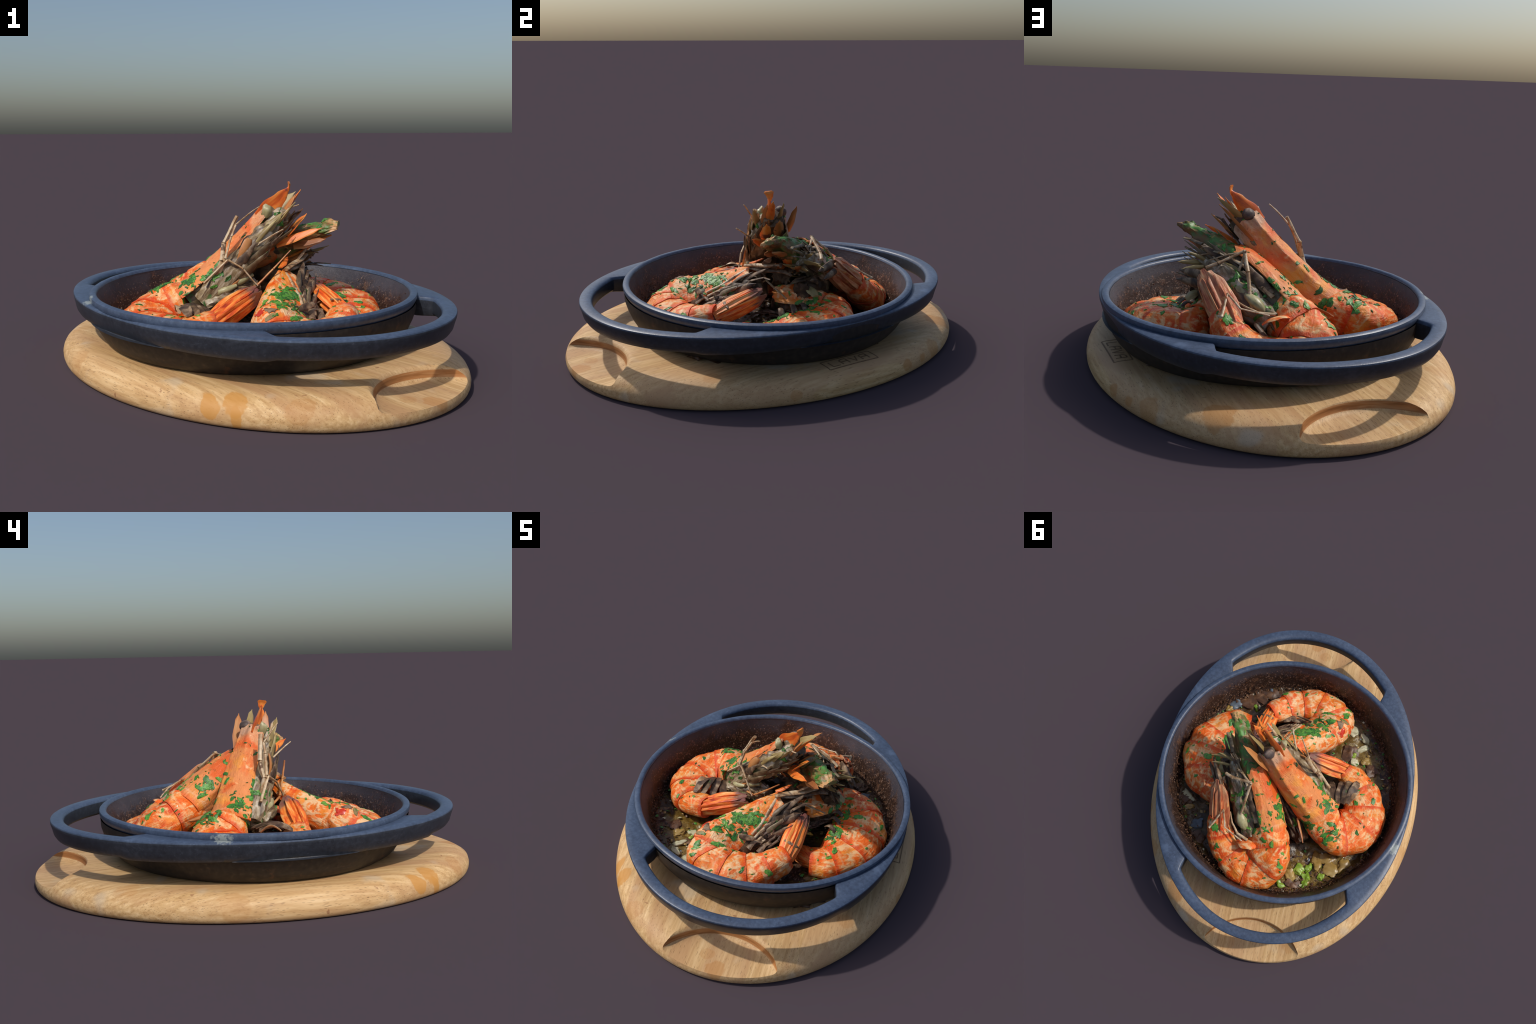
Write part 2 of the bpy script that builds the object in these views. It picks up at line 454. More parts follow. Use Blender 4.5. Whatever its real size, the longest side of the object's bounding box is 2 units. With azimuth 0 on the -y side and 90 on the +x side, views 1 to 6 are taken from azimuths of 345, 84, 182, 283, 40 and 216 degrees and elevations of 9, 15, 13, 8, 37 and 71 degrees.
def build_board():
    top = empty("wooden_board", "oval pale beech serving board with rounded edge", "serving board")
    n = 240
    rings = []
    for d, z in BOARD_PROFILE:
        rings.append([polar(k * math.tau / n, oval_r(BOARD_A, BOARD_B, k * math.tau / n - BOARD_AXIS) + d * (roundover(k * math.tau / n - BOARD_AXIS) if z > .036 else 1), z) for k in range(n)])
    v, f = rings_mesh([[V((p.x, p.y, crown(p.x, p.y, p.z))) for p in r] for r in rings])
    me = mesh_from(v, f)
    me.materials.append(M_WOOD); me.materials.append(M_END)
    body = link("board_body", me, top)
    for s in (1, -1):                       # finger scoops, one at each end
        c = U_LONG * s * 1.133
        m = 96
        rr = [[c + V((r * math.cos(k * math.tau / m), r * math.sin(k * math.tau / m), z)) for k in range(m)]
              for r, z in ((.12, .0495), (.24, .053), (.300, .0575), (.315, .0625), (.3225, .0685), (.3262, .074), (.327, .084), (.3275, .090), (.3295, .0975), (.334, .1035), (.341, .1085), (.352, .1125), (.37, .20))]
        cv, cf = rings_mesh(rr)
        cme = mesh_from(cv, cf)
        cme.materials.append(M_WOOD); cme.materials.append(M_END)
        for p in cme.polygons:
            zs = [cme.vertices[i].co.z for i in p.vertices]
            p.material_index = 1 if min(zs) > .068 and max(zs) < .1 else 0
        cut = bpy.data.objects.new("cutter", cme)
        bpy.context.scene.collection.objects.link(cut)
        md = body.modifiers.new("scoop", "BOOLEAN")
        md.object, md.operation, md.solver = cut, "DIFFERENCE", "EXACT"
        with bpy.context.temp_override(object=body, active_object=body):
            bpy.ops.object.modifier_apply(modifier=md.name)
        bpy.data.objects.remove(cut)
    for p in body.data.polygons:
        p.use_smooth = True
    body.data.set_sharp_from_angle(angle=math.radians(32))
    # branded stamp: four capital letters inside a frame, pressed near the +x edge
    p_r, p_l = V((.590, .452, 0)), V((.708, .212, 0))
    e1 = (p_r - p_l).normalized()
    e2 = V((-e1.y, e1.x, 0))
    if e2.x > 0:
        e2 = -e2
    L = (p_r - p_l).length
    H, T = .078, .006
    def place(verts, faces, name):
        out = []
        for a, b, up in verts:
            q = p_l + e1 * a + e2 * b
            out.append(V((q.x, q.y, board_height(q.x, q.y) + (.0007 if up else -.003))))
        return link(name, mesh_from(out, faces), top, [M_BURN])
    def strokes(segs, name, t):
        vs, fs = [], []
        for (x0, y0), (x1, y1) in segs:
            d = V((x1 - x0, y1 - y0)); ln = d.length; d /= ln
            s = V((-d.y, d.x)) * t / 2
            k = max(2, int(ln / .012))
            for i in range(k):
                a, b = V((x0, y0)) + d * (ln * i / k), V((x0, y0)) + d * (ln * (i + 1) / k)
                o = len(vs)
                quad = [a - s, b - s, b + s, a + s]
                vs += [(q.x, q.y, True) for q in quad] + [(q.x, q.y, False) for q in quad]
                fs += [(o, o + 1, o + 2, o + 3), (o + 4, o + 5, o + 6, o + 7)] + [(o + j, o + (j + 1) % 4, o + 4 + (j + 1) % 4, o + 4 + j) for j in range(4)]
        return place(vs, fs, name)
    strokes([((0, 0), (L, 0)), ((L, 0), (L, H)), ((L, H), (0, H)), ((0, H), (0, 0))], "stamp_frame", T)
    x, w, y0, y1 = .030, .046, .016, .062
    for ch in "LAVA":
        if ch == "L":
            segs = [((x, y1), (x, y0)), ((x, y0), (x + w * .85, y0))]
        elif ch == "A":
            segs = [((x, y0), (x, y1 - .008)), ((x, y1 - .008), (x + w * .3, y1)), ((x + w * .3, y1), (x + w * .8, y1)), ((x + w * .8, y1), (x + w * .8, y0)), ((x, (y0 + y1) / 2), (x + w * .8, (y0 + y1) / 2))]
        else:
            segs = [((x, y1), (x + w * .42, y0)), ((x + w * .42, y0), (x + w * .84, y1))]
        strokes(segs, "stamp_letter", .0065)
        x += .055
    return top

# ------------------------------------------------------------------ pan
PAN_A, PAN_B = .957, .733
def build_pan():
    top = empty("cast_iron_pan", "round dark cast iron dish, tops tinted sky blue with two loop handles", "pan", (0, 0, BOARD_TOP))
    n = 200
    def lathe(name, prof, mat, dz=0.0):
        rings = []
        for r, z in prof:
            ring = []
            for k in range(n):
                a = k * math.tau / n
                q = V((math.cos(a) * 2.2, math.sin(a) * 2.2, z * 6))
                wob = .0016 * noise.noise(q) + .0008 * noise.noise(q * 6)
                if name == "pan_lining" and r > .55:
                    wob += .007 * math.cos(2 * (a - AXIS)) * smooth(.335, .30, z)
                ring.append(polar(a, max(.003, r + wob * min(1, r)), z + (0 if abs(wob) > .003 else wob * .8)) + V((.001, .006, 0)) * min(1, r * 3))
            rings.append(ring)
        v, f = rings_mesh(rings, cap=False)
        o = link(name, mesh_from(v, f), top, [mat], 40)
        o.matrix_parent_inverse = top.matrix_basis.inverted()
        return o
    bm_prof_in = [(.004, .119), (.30, .119), (.56, .119), (.612, .123), (.636, .138), (.650, .168), (.664, .215), (.679, .26), (.692, .30), (.699, .322)]
    lathe("pan_lining", bm_prof_in, M_IN)
    rim = [(.699, .322), (.7015, .330), (.707, .3345), (.715, .3355), (.724, .3342), (.7305, .3300), (.7325, .322), (.7310, .312), (.728, .304), (.721, .292)]
    lathe("pan_rim", rim, M_IRON_TOP)
    wall = [(.727, .292), (.7265, .258), (.717, .225), (.698, .180), (.679, .148), (.660, .126), (.640, .1140), (.62, .1130), (.30, .1130), (.004, .1130)]
    lathe("pan_wall", wall, M_OUT)
    # flange belt that widens into the two loop handles
    rings = []
    m = 360
    for k in range(m):
        az = k * math.tau / m
        off = (az - AXIS + math.pi / 2) % math.pi - math.pi / 2
        ro = oval_r(PAN_A, PAN_B, off, 2.06)
        half = math.radians(39.2)
        ramp = 1 - smooth(half - math.radians(3.6), half, abs(off))
        solid = .708
        bar = .061 + .007 * smooth(.2, .6, abs(off))
        ri = solid + (max(solid, ro - bar) - solid) * ramp
        rnd = .010
        side = smooth(math.radians(80), math.radians(40), abs(off))      # belt melts into the rim at the sides
        zt, zb = .3075 + .003 * side, .226 - .004 * side + .009 * ramp
        sec = [(ri, zb + .012), (ri + .010, zb + .002), (ri + .022, zb), (max(ri + .026, ro - .036), zb), (ro - .022, zb + .002), (ro - .013, zb + .016), (ro - .007, zb + .04),
               (ro - .001, zt - .020), (ro, zt - .008), (ro - .002, zt - .003), (ro - .007, zt), (max(ri + .024, ro - .034), zt + .0015), (ri + .022, zt + .001), (ri + .012, zt - .001), (ri + .005, zt - .005), (ri, zt - .015)]
        rings.append([polar(az, r, z) for r, z in sec])
    rings.append(rings[0])
    v, f = rings_mesh(rings, cap=False)
    me = mesh_from(v, f)
    bm = bmesh.new(); bm.from_mesh(me)
    bmesh.ops.remove_doubles(bm, verts=bm.verts, dist=1e-5)
    bmesh.ops.recalc_face_normals(bm, faces=bm.faces)
    bm.to_mesh(me); bm.free()
    o = link("handle", me, top, [M_IRON, M_IRON_TOP], 35)
    for p in me.polygons:
        p.material_index = 1 if min(me.vertices[i].co.z for i in p.vertices) > .2925 else 0
    o.matrix_parent_inverse = top.matrix_basis.inverted()
    # fillet between rim and belt
    fil = [(.7300, .316), (.7335, .3125), (.741, .3098), (.752, .3085)]
    # baked-on crumbs on the inner wall
    vs, fs = [], []
    rr = random.Random(5)
    count = 0
    while count < 1500:
        az = rr.uniform(0, math.tau)
        z = .14 + abs(rr.gauss(0, .055))
        dens = noise.noise(V((math.sin(az) * 2.2, math.cos(az) * 2.2, 3.1))) * .5 + .5
        if z > .30 or rr.random() > dens * 1.3:
            continue
        r = .640 + (z - .175) * (.697 - .640) / (.322 - .175)
        if z < .175:
            r = .628 + (z - .152) * .52
        s = rr.uniform(.0018, .0055) * (1.35 if z < .2 else .8)
        c = polar(az, r - s * .1, z)
        o0 = len(vs)
        q = [c + V((rr.uniform(.6, 1.2) * s * a, rr.uniform(.6, 1.2) * s * b, rr.uniform(.6, 1.2) * s * d)) for a, b, d in ((1, 0, 0), (-1, 0, 0), (0, 1, 0), (0, -1, 0), (0, 0, 1), (0, 0, -1))]
        vs += q
        for a, b, d in ((0, 2, 4), (2, 1, 4), (1, 3, 4), (3, 0, 4), (2, 0, 5), (1, 2, 5), (3, 1, 5), (0, 3, 5)):
            fs.append((o0 + a, o0 + b, o0 + d))
        count += 1
    o = link("burnt_crumb", mesh_from(vs, fs), top, [M_BROWN], 60)
    o.matrix_parent_inverse = top.matrix_basis.inverted()
    o["kind"] = "stuff"
    return top

# ------------------------------------------------------------------ sauce and vegetables
def blob(name, pos, size, parent, mat, seed, rough=.25, rot=None, segs=14):
    rr = random.Random(seed)
    bm = bmesh.new()
    bmesh.ops.create_icosphere(bm, subdivisions=3, radius=1)
    sh = V((rr.uniform(-9, 9), rr.uniform(-9, 9), rr.uniform(-9, 9)))
    R = Matrix.Rotation(rot if rot is not None else rr.uniform(0, 6.3), 3, 'Z') @ Matrix.Rotation(rr.uniform(-.3, .3), 3, 'X')
    for v in bm.verts:
        p = v.co.copy()
        k = 1 + rough * noise.noise(p * 1.3 + sh) * 1.6 + rough * .5 * noise.noise(p * 3.5 + sh)
        # flatten towards a slab so that it reads as a cut piece
        p = V((p.x, p.y, math.copysign(abs(p.z) ** .6, p.z))) * k
        v.co = R @ V((p.x * size[0], p.y * size[1], p.z * size[2])) + V(pos)
    me = bpy.data.meshes.new(name)
    bm.to_mesh(me); bm.free()
    return link(name, me, parent, [mat], 60)

def build_sauce():
    top = empty("sauce", "dark oily garlic sauce with herbs and onion", "sauce", (0, 0, SAUCE_Z))
    inv = top.matrix_basis.inverted()
    n, m = 200, 70
    rings = []
    for i in range(m + 1):
        r = .004 + (.638 - .004) * i / m
        ring = []
        for k in range(n):
            p = polar(k * math.tau / n, r, SAUCE_Z)
            h = .010 * noise.fractal(p * 14, 1.0, 2.0, 5) + .006 * noise.noise(p * 40) + .006 * noise.noise(p * 5)
            edge = smooth(.60, .638, r)
            p.z += h + edge * (.012 + .012 * noise.noise(p * 9))
            ring.append(p)
        rings.append(ring)
    v, f = rings_mesh(rings, cap=False)
    v2 = len(v)
    pool = link("sauce_pool", mesh_from(v, f), top, [M_SAUCE], 80)
    bits = [("garlic_slice", M_GARLIC, (-.104, -.535), (.026, .038, .012)), ("garlic_slice", M_GARLIC, (-.222, -.482), (.015, .042, .013)),
            ("garlic_slice", M_GARLIC, (-.193, -.532), (.017, .036, .012)), ("garlic_slice", M_GARLIC, (.416, .41), (.022, .046, .016)),
            ("garlic_slice", M_GARLIC, (-.226, -.374), (.022, .026, .010)), ("skin_bit", M_GREY, (.263, .511), (.028, .040, .010)),
            ("onion_piece", M_ONION, (.599, -.17), (.022, .028, .016)), ("spring_onion_piece", M_SPRING, (.46, -.279), (.010, .024, .008)),
            ("spring_onion_piece", M_SPRING, (-.376, .349), (.032, .030, .014)), ("spring_onion_piece", M_SPRING, (-.438, .361), (.024, .030, .014)),
            ("spring_onion_piece", M_SPRING, (-.498, .304), (.020, .022, .013)), ("spring_onion_piece", M_SPRING, (-.458, .407), (.018, .026, .012)),
            ("spring_onion_piece", M_SPRING, (-.347, .488), (.022, .032, .010)), ("spring_onion_piece", M_SPRING, (-.41, .31), (.020, .026, .012)),
            ("onion_piece", M_ONION, (-.515, .236), (.044, .050, .014)), ("onion_piece", M_ONION, (-.417, .244), (.030, .060, .013)),
            ("onion_piece", M_ONION, (-.555, .171), (.030, .044, .012)), ("onion_piece", M_ONION, (-.351, .405), (.030, .036, .014)),
            ("onion_piece", M_ONION, (-.46, .20), (.035, .05, .012)), ("onion_piece", M_BROWN, (-.171, -.399), (.034, .044, .013)),
            ("onion_piece", M_BROWN, (-.346, -.394), (.030, .036, .012)), ("onion_piece", M_ONION, (-.28, -.42), (.022, .030, .011)),
            ("spring_onion_piece", M_SPRING, (-.20, -.41), (.014, .018, .010)), ("skin_bit", M_BROWN, (.66, .075), (.020, .024, .026)),
            ("onion_piece", M_BROWN, (.50, -.35), (.05, .04, .018)), ("onion_piece", M_BROWN, (.53, -.27), (.04, .05, .016)),
            ("onion_piece", M_GREY, (.56, -.22), (.036, .03, .014)), ("onion_piece", M_BROWN, (.43, -.40), (.05, .035, .016)),
            ("onion_piece", M_BROWN, (.43, .47), (.035, .03, .016)), ("onion_piece", M_ONION, (.36, .46), (.018, .028, .011)),
            ("onion_piece", M_BROWN, (.20, .585), (.034, .03, .014)), ("onion_piece", M_BROWN, (-.41, .46), (.03, .034, .013))]
    for i, (nm, mat, (x, y), s) in enumerate(bits):
        if math.hypot(x, y) > .60:
            k = .605 / math.hypot(x, y); x *= k; y *= k
        if mat is M_BROWN:
            s = (s[0] * 1.25, s[1] * 1.15, s[2] * .75)
        blob(nm, (x, y, SAUCE_Z + .004 + s[2] * .05), s, top, mat, 100 + i, .62 if mat is M_BROWN else .42)
    # crumbly small stuff in the sauce
    rr = random.Random(21)
    for mat, kind, cnt in ((M_BROWN, "browned_crumb", 420), (M_ONION, "onion_crumb", 170), (M_GARLIC, "garlic_crumb", 40), (M_HERB, "herb_crumb", 160), (M_GREY, "skin_crumb", 22)):
        vs, fs = [], []
        for _ in range(cnt):
            a, r = rr.uniform(0, math.tau), .625 * math.sqrt(rr.uniform(.12, 1))
            if mat is M_BROWN and rr.random() < .6:
                r = rr.uniform(.56, .632)
            s = rr.uniform(.004, .011)
            c = polar(a, r, SAUCE_Z + .006 + rr.uniform(-.002, .006) + .018 * smooth(.6, .635, r))
            rot = Matrix.Rotation(rr.uniform(0, 6.3), 3, 'Z') @ Matrix.Rotation(rr.uniform(-.6, .6), 3, 'X')
            o0 = len(vs)
            for q in ((1.5, 0, 0), (-1.3, .1, 0), (0, 1, 0), (.1, -.9, .1), (.1, 0, .6), (0, .1, -.6)):
                vs.append(c + rot @ (V(q) * s * rr.uniform(.7, 1.2)))
            for t in ((0, 2, 4), (2, 1, 4), (1, 3, 4), (3, 0, 4), (2, 0, 5), (1, 2, 5), (3, 1, 5), (0, 3, 5)):
                fs.append(tuple(o0 + q for q in t))
        o = link(kind, mesh_from(vs, fs), top, [mat], 60)
        o["kind"] = "stuff"
    for o in top.children:
        o.matrix_parent_inverse = inv
    return top

# ------------------------------------------------------------------ prawns
class Spine:
    """control rows: (x, y, z, dx, dy, dz, dorsal half height, lateral half width)"""
    def __init__(self, rows):
        self.rows = rows
    def at(self, t):
        q = catmull(self.rows, t)
        a, b = catmull(self.rows, max(t - .04, 0)), catmull(self.rows, min(t + .04, len(self.rows) - 1))
        tan = (V(b[:3]) - V(a[:3])).normalized()
        d = V(q[3:6]); d = (d - tan * d.dot(tan)).normalized()
        return V(q[:3]), tan, d, tan.cross(d).normalized(), max(q[6], .003), max(q[7], .003)

def place_local(obj, frame):
    """re-express the mesh in a local frame so that Object coordinates follow the part"""
    obj.data.transform(frame.inverted())
    obj.matrix_basis = obj.parent.matrix_basis.inverted() @ frame if obj.parent else frame
    obj.data.update()

def frame_of(c, x, z):
    x = x.normalized(); y = z.cross(x).normalized(); z = x.cross(y)
    return Matrix(((x.x, y.x, z.x, c.x), (x.y, y.y, z.y, c.y), (x.z, y.z, z.z, c.z), (0, 0, 0, 1)))

def section(sp, t, scale, phis, bump=0.0, seed=V(), grow=0.0, keel=0.0):
    c, tan, d, l, hd, hl = sp.at(t)
    out = []
    for ph in phis:
        cd, sd = math.cos(ph), math.sin(ph)
        rd = hd * (1 + keel * max(0, cd) ** 8) if cd > 0 else hd * .98
        e = .86
        p = c + d * (math.copysign(abs(cd) ** e, cd) * rd * scale) + l * (math.copysign(abs(sd) ** e, sd) * hl * scale)
        if bump:
            dirn = (d * cd + l * sd)
            p = p + dirn * (bump * (noise.noise(p * 9 + seed) + .8 * noise.noise(p * 22 + seed) + .45 * noise.noise(p * 48 + seed)) + grow)
        out.append(p)
    return out

def build_abdomen(parent, sp, mat, seed, n_seg=6, t0=0.0, t1=None):
    t1 = len(sp.rows) - 1 if t1 is None else t1
    step = (t1 - t0) / n_seg
    objs = []
    N = 48
    phis = [j * math.tau / N for j in range(N)]
    sv = V((seed * 3.1, seed * 1.7, seed * .9))
    for s in range(n_seg):
        a = t0 + step * s - step * .16
        b = t0 + step * (s + 1)
        a = max(a, 0)
        K = 12
        rings = []
        for k in range(K + 1):
            u = k / K
            sc = .955 + .075 * smooth(0, .55, u) - .012 * smooth(.75, 1, u)
            if s == 0 and u < .2:
                sc *= .97
            rings.append(section(sp, a + (b - a) * u, sc, phis, .0085, sv))
        # turned-in rear lip
        rings.append(section(sp, b, .975, phis, .0085, sv))
        rings.append(section(sp, b - step * .12, .90, phis))
        v, f = rings_mesh(rings, cap=True)
        o = link("abdomen_segment", mesh_from(v, f), parent, [mat], 42)
        c, tan, d, l, hd, hl = sp.at(b)
        place_local(o, frame_of(c, -tan, d))
        objs.append(o)
    return objs

def build_carapace(parent, sp, mat, seed, a0, a1, t_front, teeth=0.0, scallop=0.0, name="carapace"):
    """open shell: an arc from angle a0 to a1 about the dorsal line, thick, with a flared free edge"""
    N, K, TH = 44, 34, .0065
    sv = V((seed * 2.3, seed, -seed))
    phis = [a0 + (a1 - a0) * j / (N - 1) for j in range(N)]
    outer, inner = [], []
    T = t_front
    for k in range(K + 1):
        t = T * k / K
        flare = []
        for j, ph in enumerate(phis):
            e = min(j, N - 1 - j) / (N - 1)
            flare.append(.010 * smooth(.12, 0, e))
        ro = section(sp, t, 1.0 + (.03 * smooth(.06, 0, k / K)), phis, .0042, sv)
        c, tan, d, l, hd, hl = sp.at(t)
        ro = [p + (d * math.cos(ph) + l * math.sin(ph)) * fl for p, ph, fl in zip(ro, phis, flare)]
        if teeth and k > K - 5:          # ragged front margin
            ro = [p + tan * teeth * (k - K + 5) / 5 * (noise.noise(V((ph * 2.4, seed, 0)))) for p, ph in zip(ro, phis)]
        crest = smooth(.25, .9, k / K)
        ro = [p + (d * math.cos(ph) + l * math.sin(ph)) * (.008 * crest * math.exp(-(ph / .16) ** 2) + .006 * smooth(.1, .5, k / K) * (math.exp(-((ph - .8) / .12) ** 2) + math.exp(-((ph + .8) / .12) ** 2)) - .004 * math.exp(-((abs(ph) - 1.25) / .14) ** 2)) for p, ph in zip(ro, phis)]
        ri = [p - (d * math.cos(ph) + l * math.sin(ph)).normalized() * TH for p, ph in zip(ro, phis)]
        outer.append(ro + ri[::-1])
    v, f = rings_mesh(outer, cap=False)
    n = 2 * N
    for k in (0, K):
        for j in range(N - 1):
            f.append((k * n + j, k * n + j + 1, k * n + n - 2 - j, k * n + n - 1 - j))
    o = link(name, mesh_from(v, f), parent, [mat], 50)
    c, tan, d, l, hd, hl = sp.at(0)
    place_local(o, frame_of(c, tan, d))
    return o

def build_core(parent, sp, mat, t0, t1, scale, seed, name="gill_body", bump=.012):
    N, K = 40, 30
    phis = [j * math.tau / N for j in range(N)]
    sv = V((seed, 5, seed * 2))
    rings = []
    for k in range(K + 1):
        r = section(sp, t0 + (t1 - t0) * k / K, scale, phis, bump, sv)
        c = sp.at(t0 + (t1 - t0) * k / K)[0]
        rings.append([p + (p - c).normalized() * bump * .8 * (abs(noise.noise(V((ph * 2.6, k * .22, seed)))) * 2 - .5) for p, ph in zip(r, phis)])
    v, f = rings_mesh(rings)
    o = link(name, mesh_from(v, f), parent, [mat], 60)
    c, tan, d, l, hd, hl = sp.at(t0)
    place_local(o, frame_of(c, tan, d))
    return o

def blade(name, parent, a, b, width, thick, mat, wide_dir, bend=V((0, 0, 0)), shape=((0, .7), (.35, 1), (.75, .7), (1, .06)), n=10, curl=-.25):
    """flattened pointed scale from a to b; wide_dir is the direction of its breadth"""
    a, b = V(a), V(b)
    tan = (b - a).normalized()
    w = V(wide_dir); w = (w - tan * w.dot(tan)).normalized()
    t = tan.cross(w)
    rings = []
    K = 16
    for k in range(K + 1):
        u = k / K
        wd = 0
        for (u0, w0), (u1, w1) in zip(shape, shape[1:]):
            if u0 <= u <= u1:
                wd = w0 + (w1 - w0) * smooth(u0, u1, u)
        c = a + (b - a) * u + V(bend) * (4 * u * (1 - u)) + .004 * noise.noise_vector(a * 9 + V((u * 2, 0, 0)))
        ring = []
        for j in range(n):
            ph = j * math.tau / n
            x, y = math.cos(ph), math.sin(ph)
            ring.append(c + w * (x * width * wd) + t * (y * thick * (.35 + .65 * wd) - curl * width * wd * x * x))
        rings.append(ring)
    v, f = rings_mesh(rings)
    o = link(name, mesh_from(v, f), parent, [mat], 45)
    place_local(o, frame_of(a, tan, t))
    return o

def build_fan(parent, base, tip, dorsal, width, thick, seed, mat=None):
    """telson and four tail blades, folded together"""
    rr = random.Random(seed)
    base, tip = V(base), V(tip)
    tan = (tip - base).normalized()
    d = V(dorsal); d = (d - tan * d.dot(tan)).normalized()
    l = tan.cross(d)
    L = (tip - base).length
    # name, sideways place, height, length, breadth, roll
    for name, lat, drs, ln, wd, roll in (("telson", 0, .95, .96, .62, 0), ("tail_blade", .55, .55, 1.0, .78, .75), ("tail_blade", -.55, .55, .98, .78, -.75),
                                         ("tail_blade", .80, -.25, .93, .74, 1.35), ("tail_blade", -.80, -.25, .95, .74, -1.35), ("tail_blade", .25, -.75, .86, .66, 2.7), ("tail_blade", -.25, -.6, .9, .66, -2.7)):
        a = base - tan * .02 + l * (lat * thick * .85) + d * drs * thick * .85
        b = base + tan * L * ln + l * (lat * thick * .95 + rr.uniform(-.006, .006)) + d * (drs * thick * .55)
        wdir = l * math.cos(roll) - d * math.sin(roll)
        out = (l * lat + d * drs).normalized()
        blade(name, parent, a, b, width * wd, .010, mat or M_FAN, wdir, out * .008, ((0, .78), (.4, 1), (.78, .85), (1, .20)), 16, .30)
    tube("tail_root", [base - tan * .03, base + tan * L * .35, base + tan * L * .8], [thick * 1.02, thick * .98, thick * .55], parent, mat or M_FAN, 14, 5)

def leg(parent, pts, r=.008, mat=None, flat=.75, name="leg", taper=.5, wob=.0018):
    rad = [r * (1 - (1 - taper) * i / (len(pts) - 1)) for i in range(len(pts))]
    # joints: double the inner points so that the bends stay crisp
    P, R = [V(pts[0])], [rad[0]]
    for i in range(1, len(pts)):
        a, b = V(pts[i - 1]), V(pts[i])
        if i > 1:
            P.append(a + (b - a) * .10); R.append(rad[i - 1] * .92)
        if i < len(pts) - 1:
            P.append(a + (b - a) * .90); R.append(rad[i] * .95)
            P.append(b); R.append(rad[i] * 1.18)
        else:
            P.append(b); R.append(rad[i])
    return tube(name, P, R, parent, mat or M_LEG, 8, 3, flat, V((.2, .1, 1)), wob)

def leg_bundle(parent, sp, t0, t1, count, side, seed, length=.16, mat=None, spread=.03, phi0=2.2):
    """walking legs folded along the belly side, in loose overlapping rows"""
    rr = random.Random(seed)
    for i in range(count):
        t = t0 + (t1 - t0) * (i + .5) / count
        c, tan, d, l, hd, hl = sp.at(t)
        ph = side * rr.uniform(phi0 - .25, phi0 + .45)
        o = d * math.cos(ph) + l * math.sin(ph)
        root = c + d * math.cos(ph) * hd * .86 + l * math.sin(ph) * hl * .9
        k1 = root + tan * length * rr.uniform(.30, .5) + o * rr.uniform(.004, spread) - d * .004
        k2 = k1 + tan * length * rr.uniform(.35, .55) - o * rr.uniform(0, spread * .8) - d * rr.uniform(0, .02)
        k3 = k2 + tan * length * rr.uniform(.15, .3) - d * rr.uniform(0, .03) + o * rr.uniform(-.01, .01)
        leg(parent, [root, k1, k2, k3], rr.uniform(.009, .0155), mat or (M_LEG if rr.random() < .55 else M_UNDER), .5, wob=.004)

def head_plates(parent, sp, t0, t1, count, phis, seed, mats, length=.13, width=.024):
    """mouth plates and gill covers: broad overlapping blades lying along the open flank, pointing forward"""
    rr = random.Random(seed)
    for i in range(count):
        t = t0 + (t1 - t0) * (i + rr.uniform(.2, .8)) / count
        c, tan, d, l, hd, hl = sp.at(t)
        ph = rr.uniform(*phis)
        o = (d * math.cos(ph) + l * math.sin(ph)).normalized()
        a = c + d * math.cos(ph) * hd * .92 + l * math.sin(ph) * hl * .92
        b = a + tan * length * rr.uniform(.9, 1.6) + o * rr.uniform(-.004, .02) - d * rr.uniform(-.01, .02)
        blade("head_plate", parent, a, b, width * rr.uniform(.5, 1.0), .0045, mats[rr.randrange(len(mats))], tan.cross(o), o * .006,
              ((0, .75), (.3, 1), (.7, .62), (1, .06)), 12, -.12)

def eye(parent, pos, r, stalk):
    bm = bmesh.new()
    bmesh.ops.create_uvsphere(bm, u_segments=20, v_segments=14, radius=r)
    for v in bm.verts:
        v.co = v.co * (1 + .08 * noise.noise(v.co * 60)) + V(pos)
    me = bpy.data.meshes.new("eye"); bm.to_mesh(me); bm.free()
    link("eye", me, parent, [M_EYE], 60)
    tube("eye_stalk", [stalk, V(stalk).lerp(V(pos), .6), pos], [r * .8, r * .7, r * .6], parent, M_UNDER, 10)

def herb_leaf(parent, bvh, p, nrm, size, rr, mat=None, raw=False):
    """an irregular scrap of parsley draped over the shell"""
    t = nrm.cross(V((rr.uniform(-1, 1), rr.uniform(-1, 1), rr.uniform(-1, 1)))).normalized()
    b = nrm.cross(t)
    asp = rr.uniform(.28, .62)
    m = 14
    jag = [rr.uniform(.62, 1.2) for _ in range(m)]
    bend = rr.uniform(-.3, .3)
    def drape(q, lift):
        loc, n2, i, dist = bvh.find_nearest(q)
        if loc is None or dist > .03:
            return q + nrm * lift
        if n2.dot(nrm) < 0:
            n2 = -n2
        return loc + n2 * lift
    vs, fs = [], []
    for lift, sc in ((-.001, 1.0), (.0016, .96)):
        for rad in (1.0, .55):
            for k in range(m):
                a = k * math.tau / m
                x, y = math.cos(a) * size * rad * jag[k], math.sin(a) * size * asp * rad * jag[k]
                y += bend * x * x / size
                vs.append(drape(p + (t * x + b * y) * sc, lift + ((.003 * rr.random() ** 2) if lift > .001 else 0)))
        vs.append(drape(p, lift + (.0015 if lift > .001 else 0)))
    W = 2 * m + 1
    for base in (0, W):
        for k in range(m):
            j = (k + 1) % m
            fs.append((base + k, base + j, base + m + j, base + m + k))
            fs.append((base + m + k, base + m + j, base + 2 * m))
    for k in range(m):
        j = (k + 1) % m
        fs.append((k, j, W + j, W + k))
    if raw:
        return vs, fs
    return link("herb_leaf", mesh_from(vs, fs), parent, [mat or M_HERB], 60)

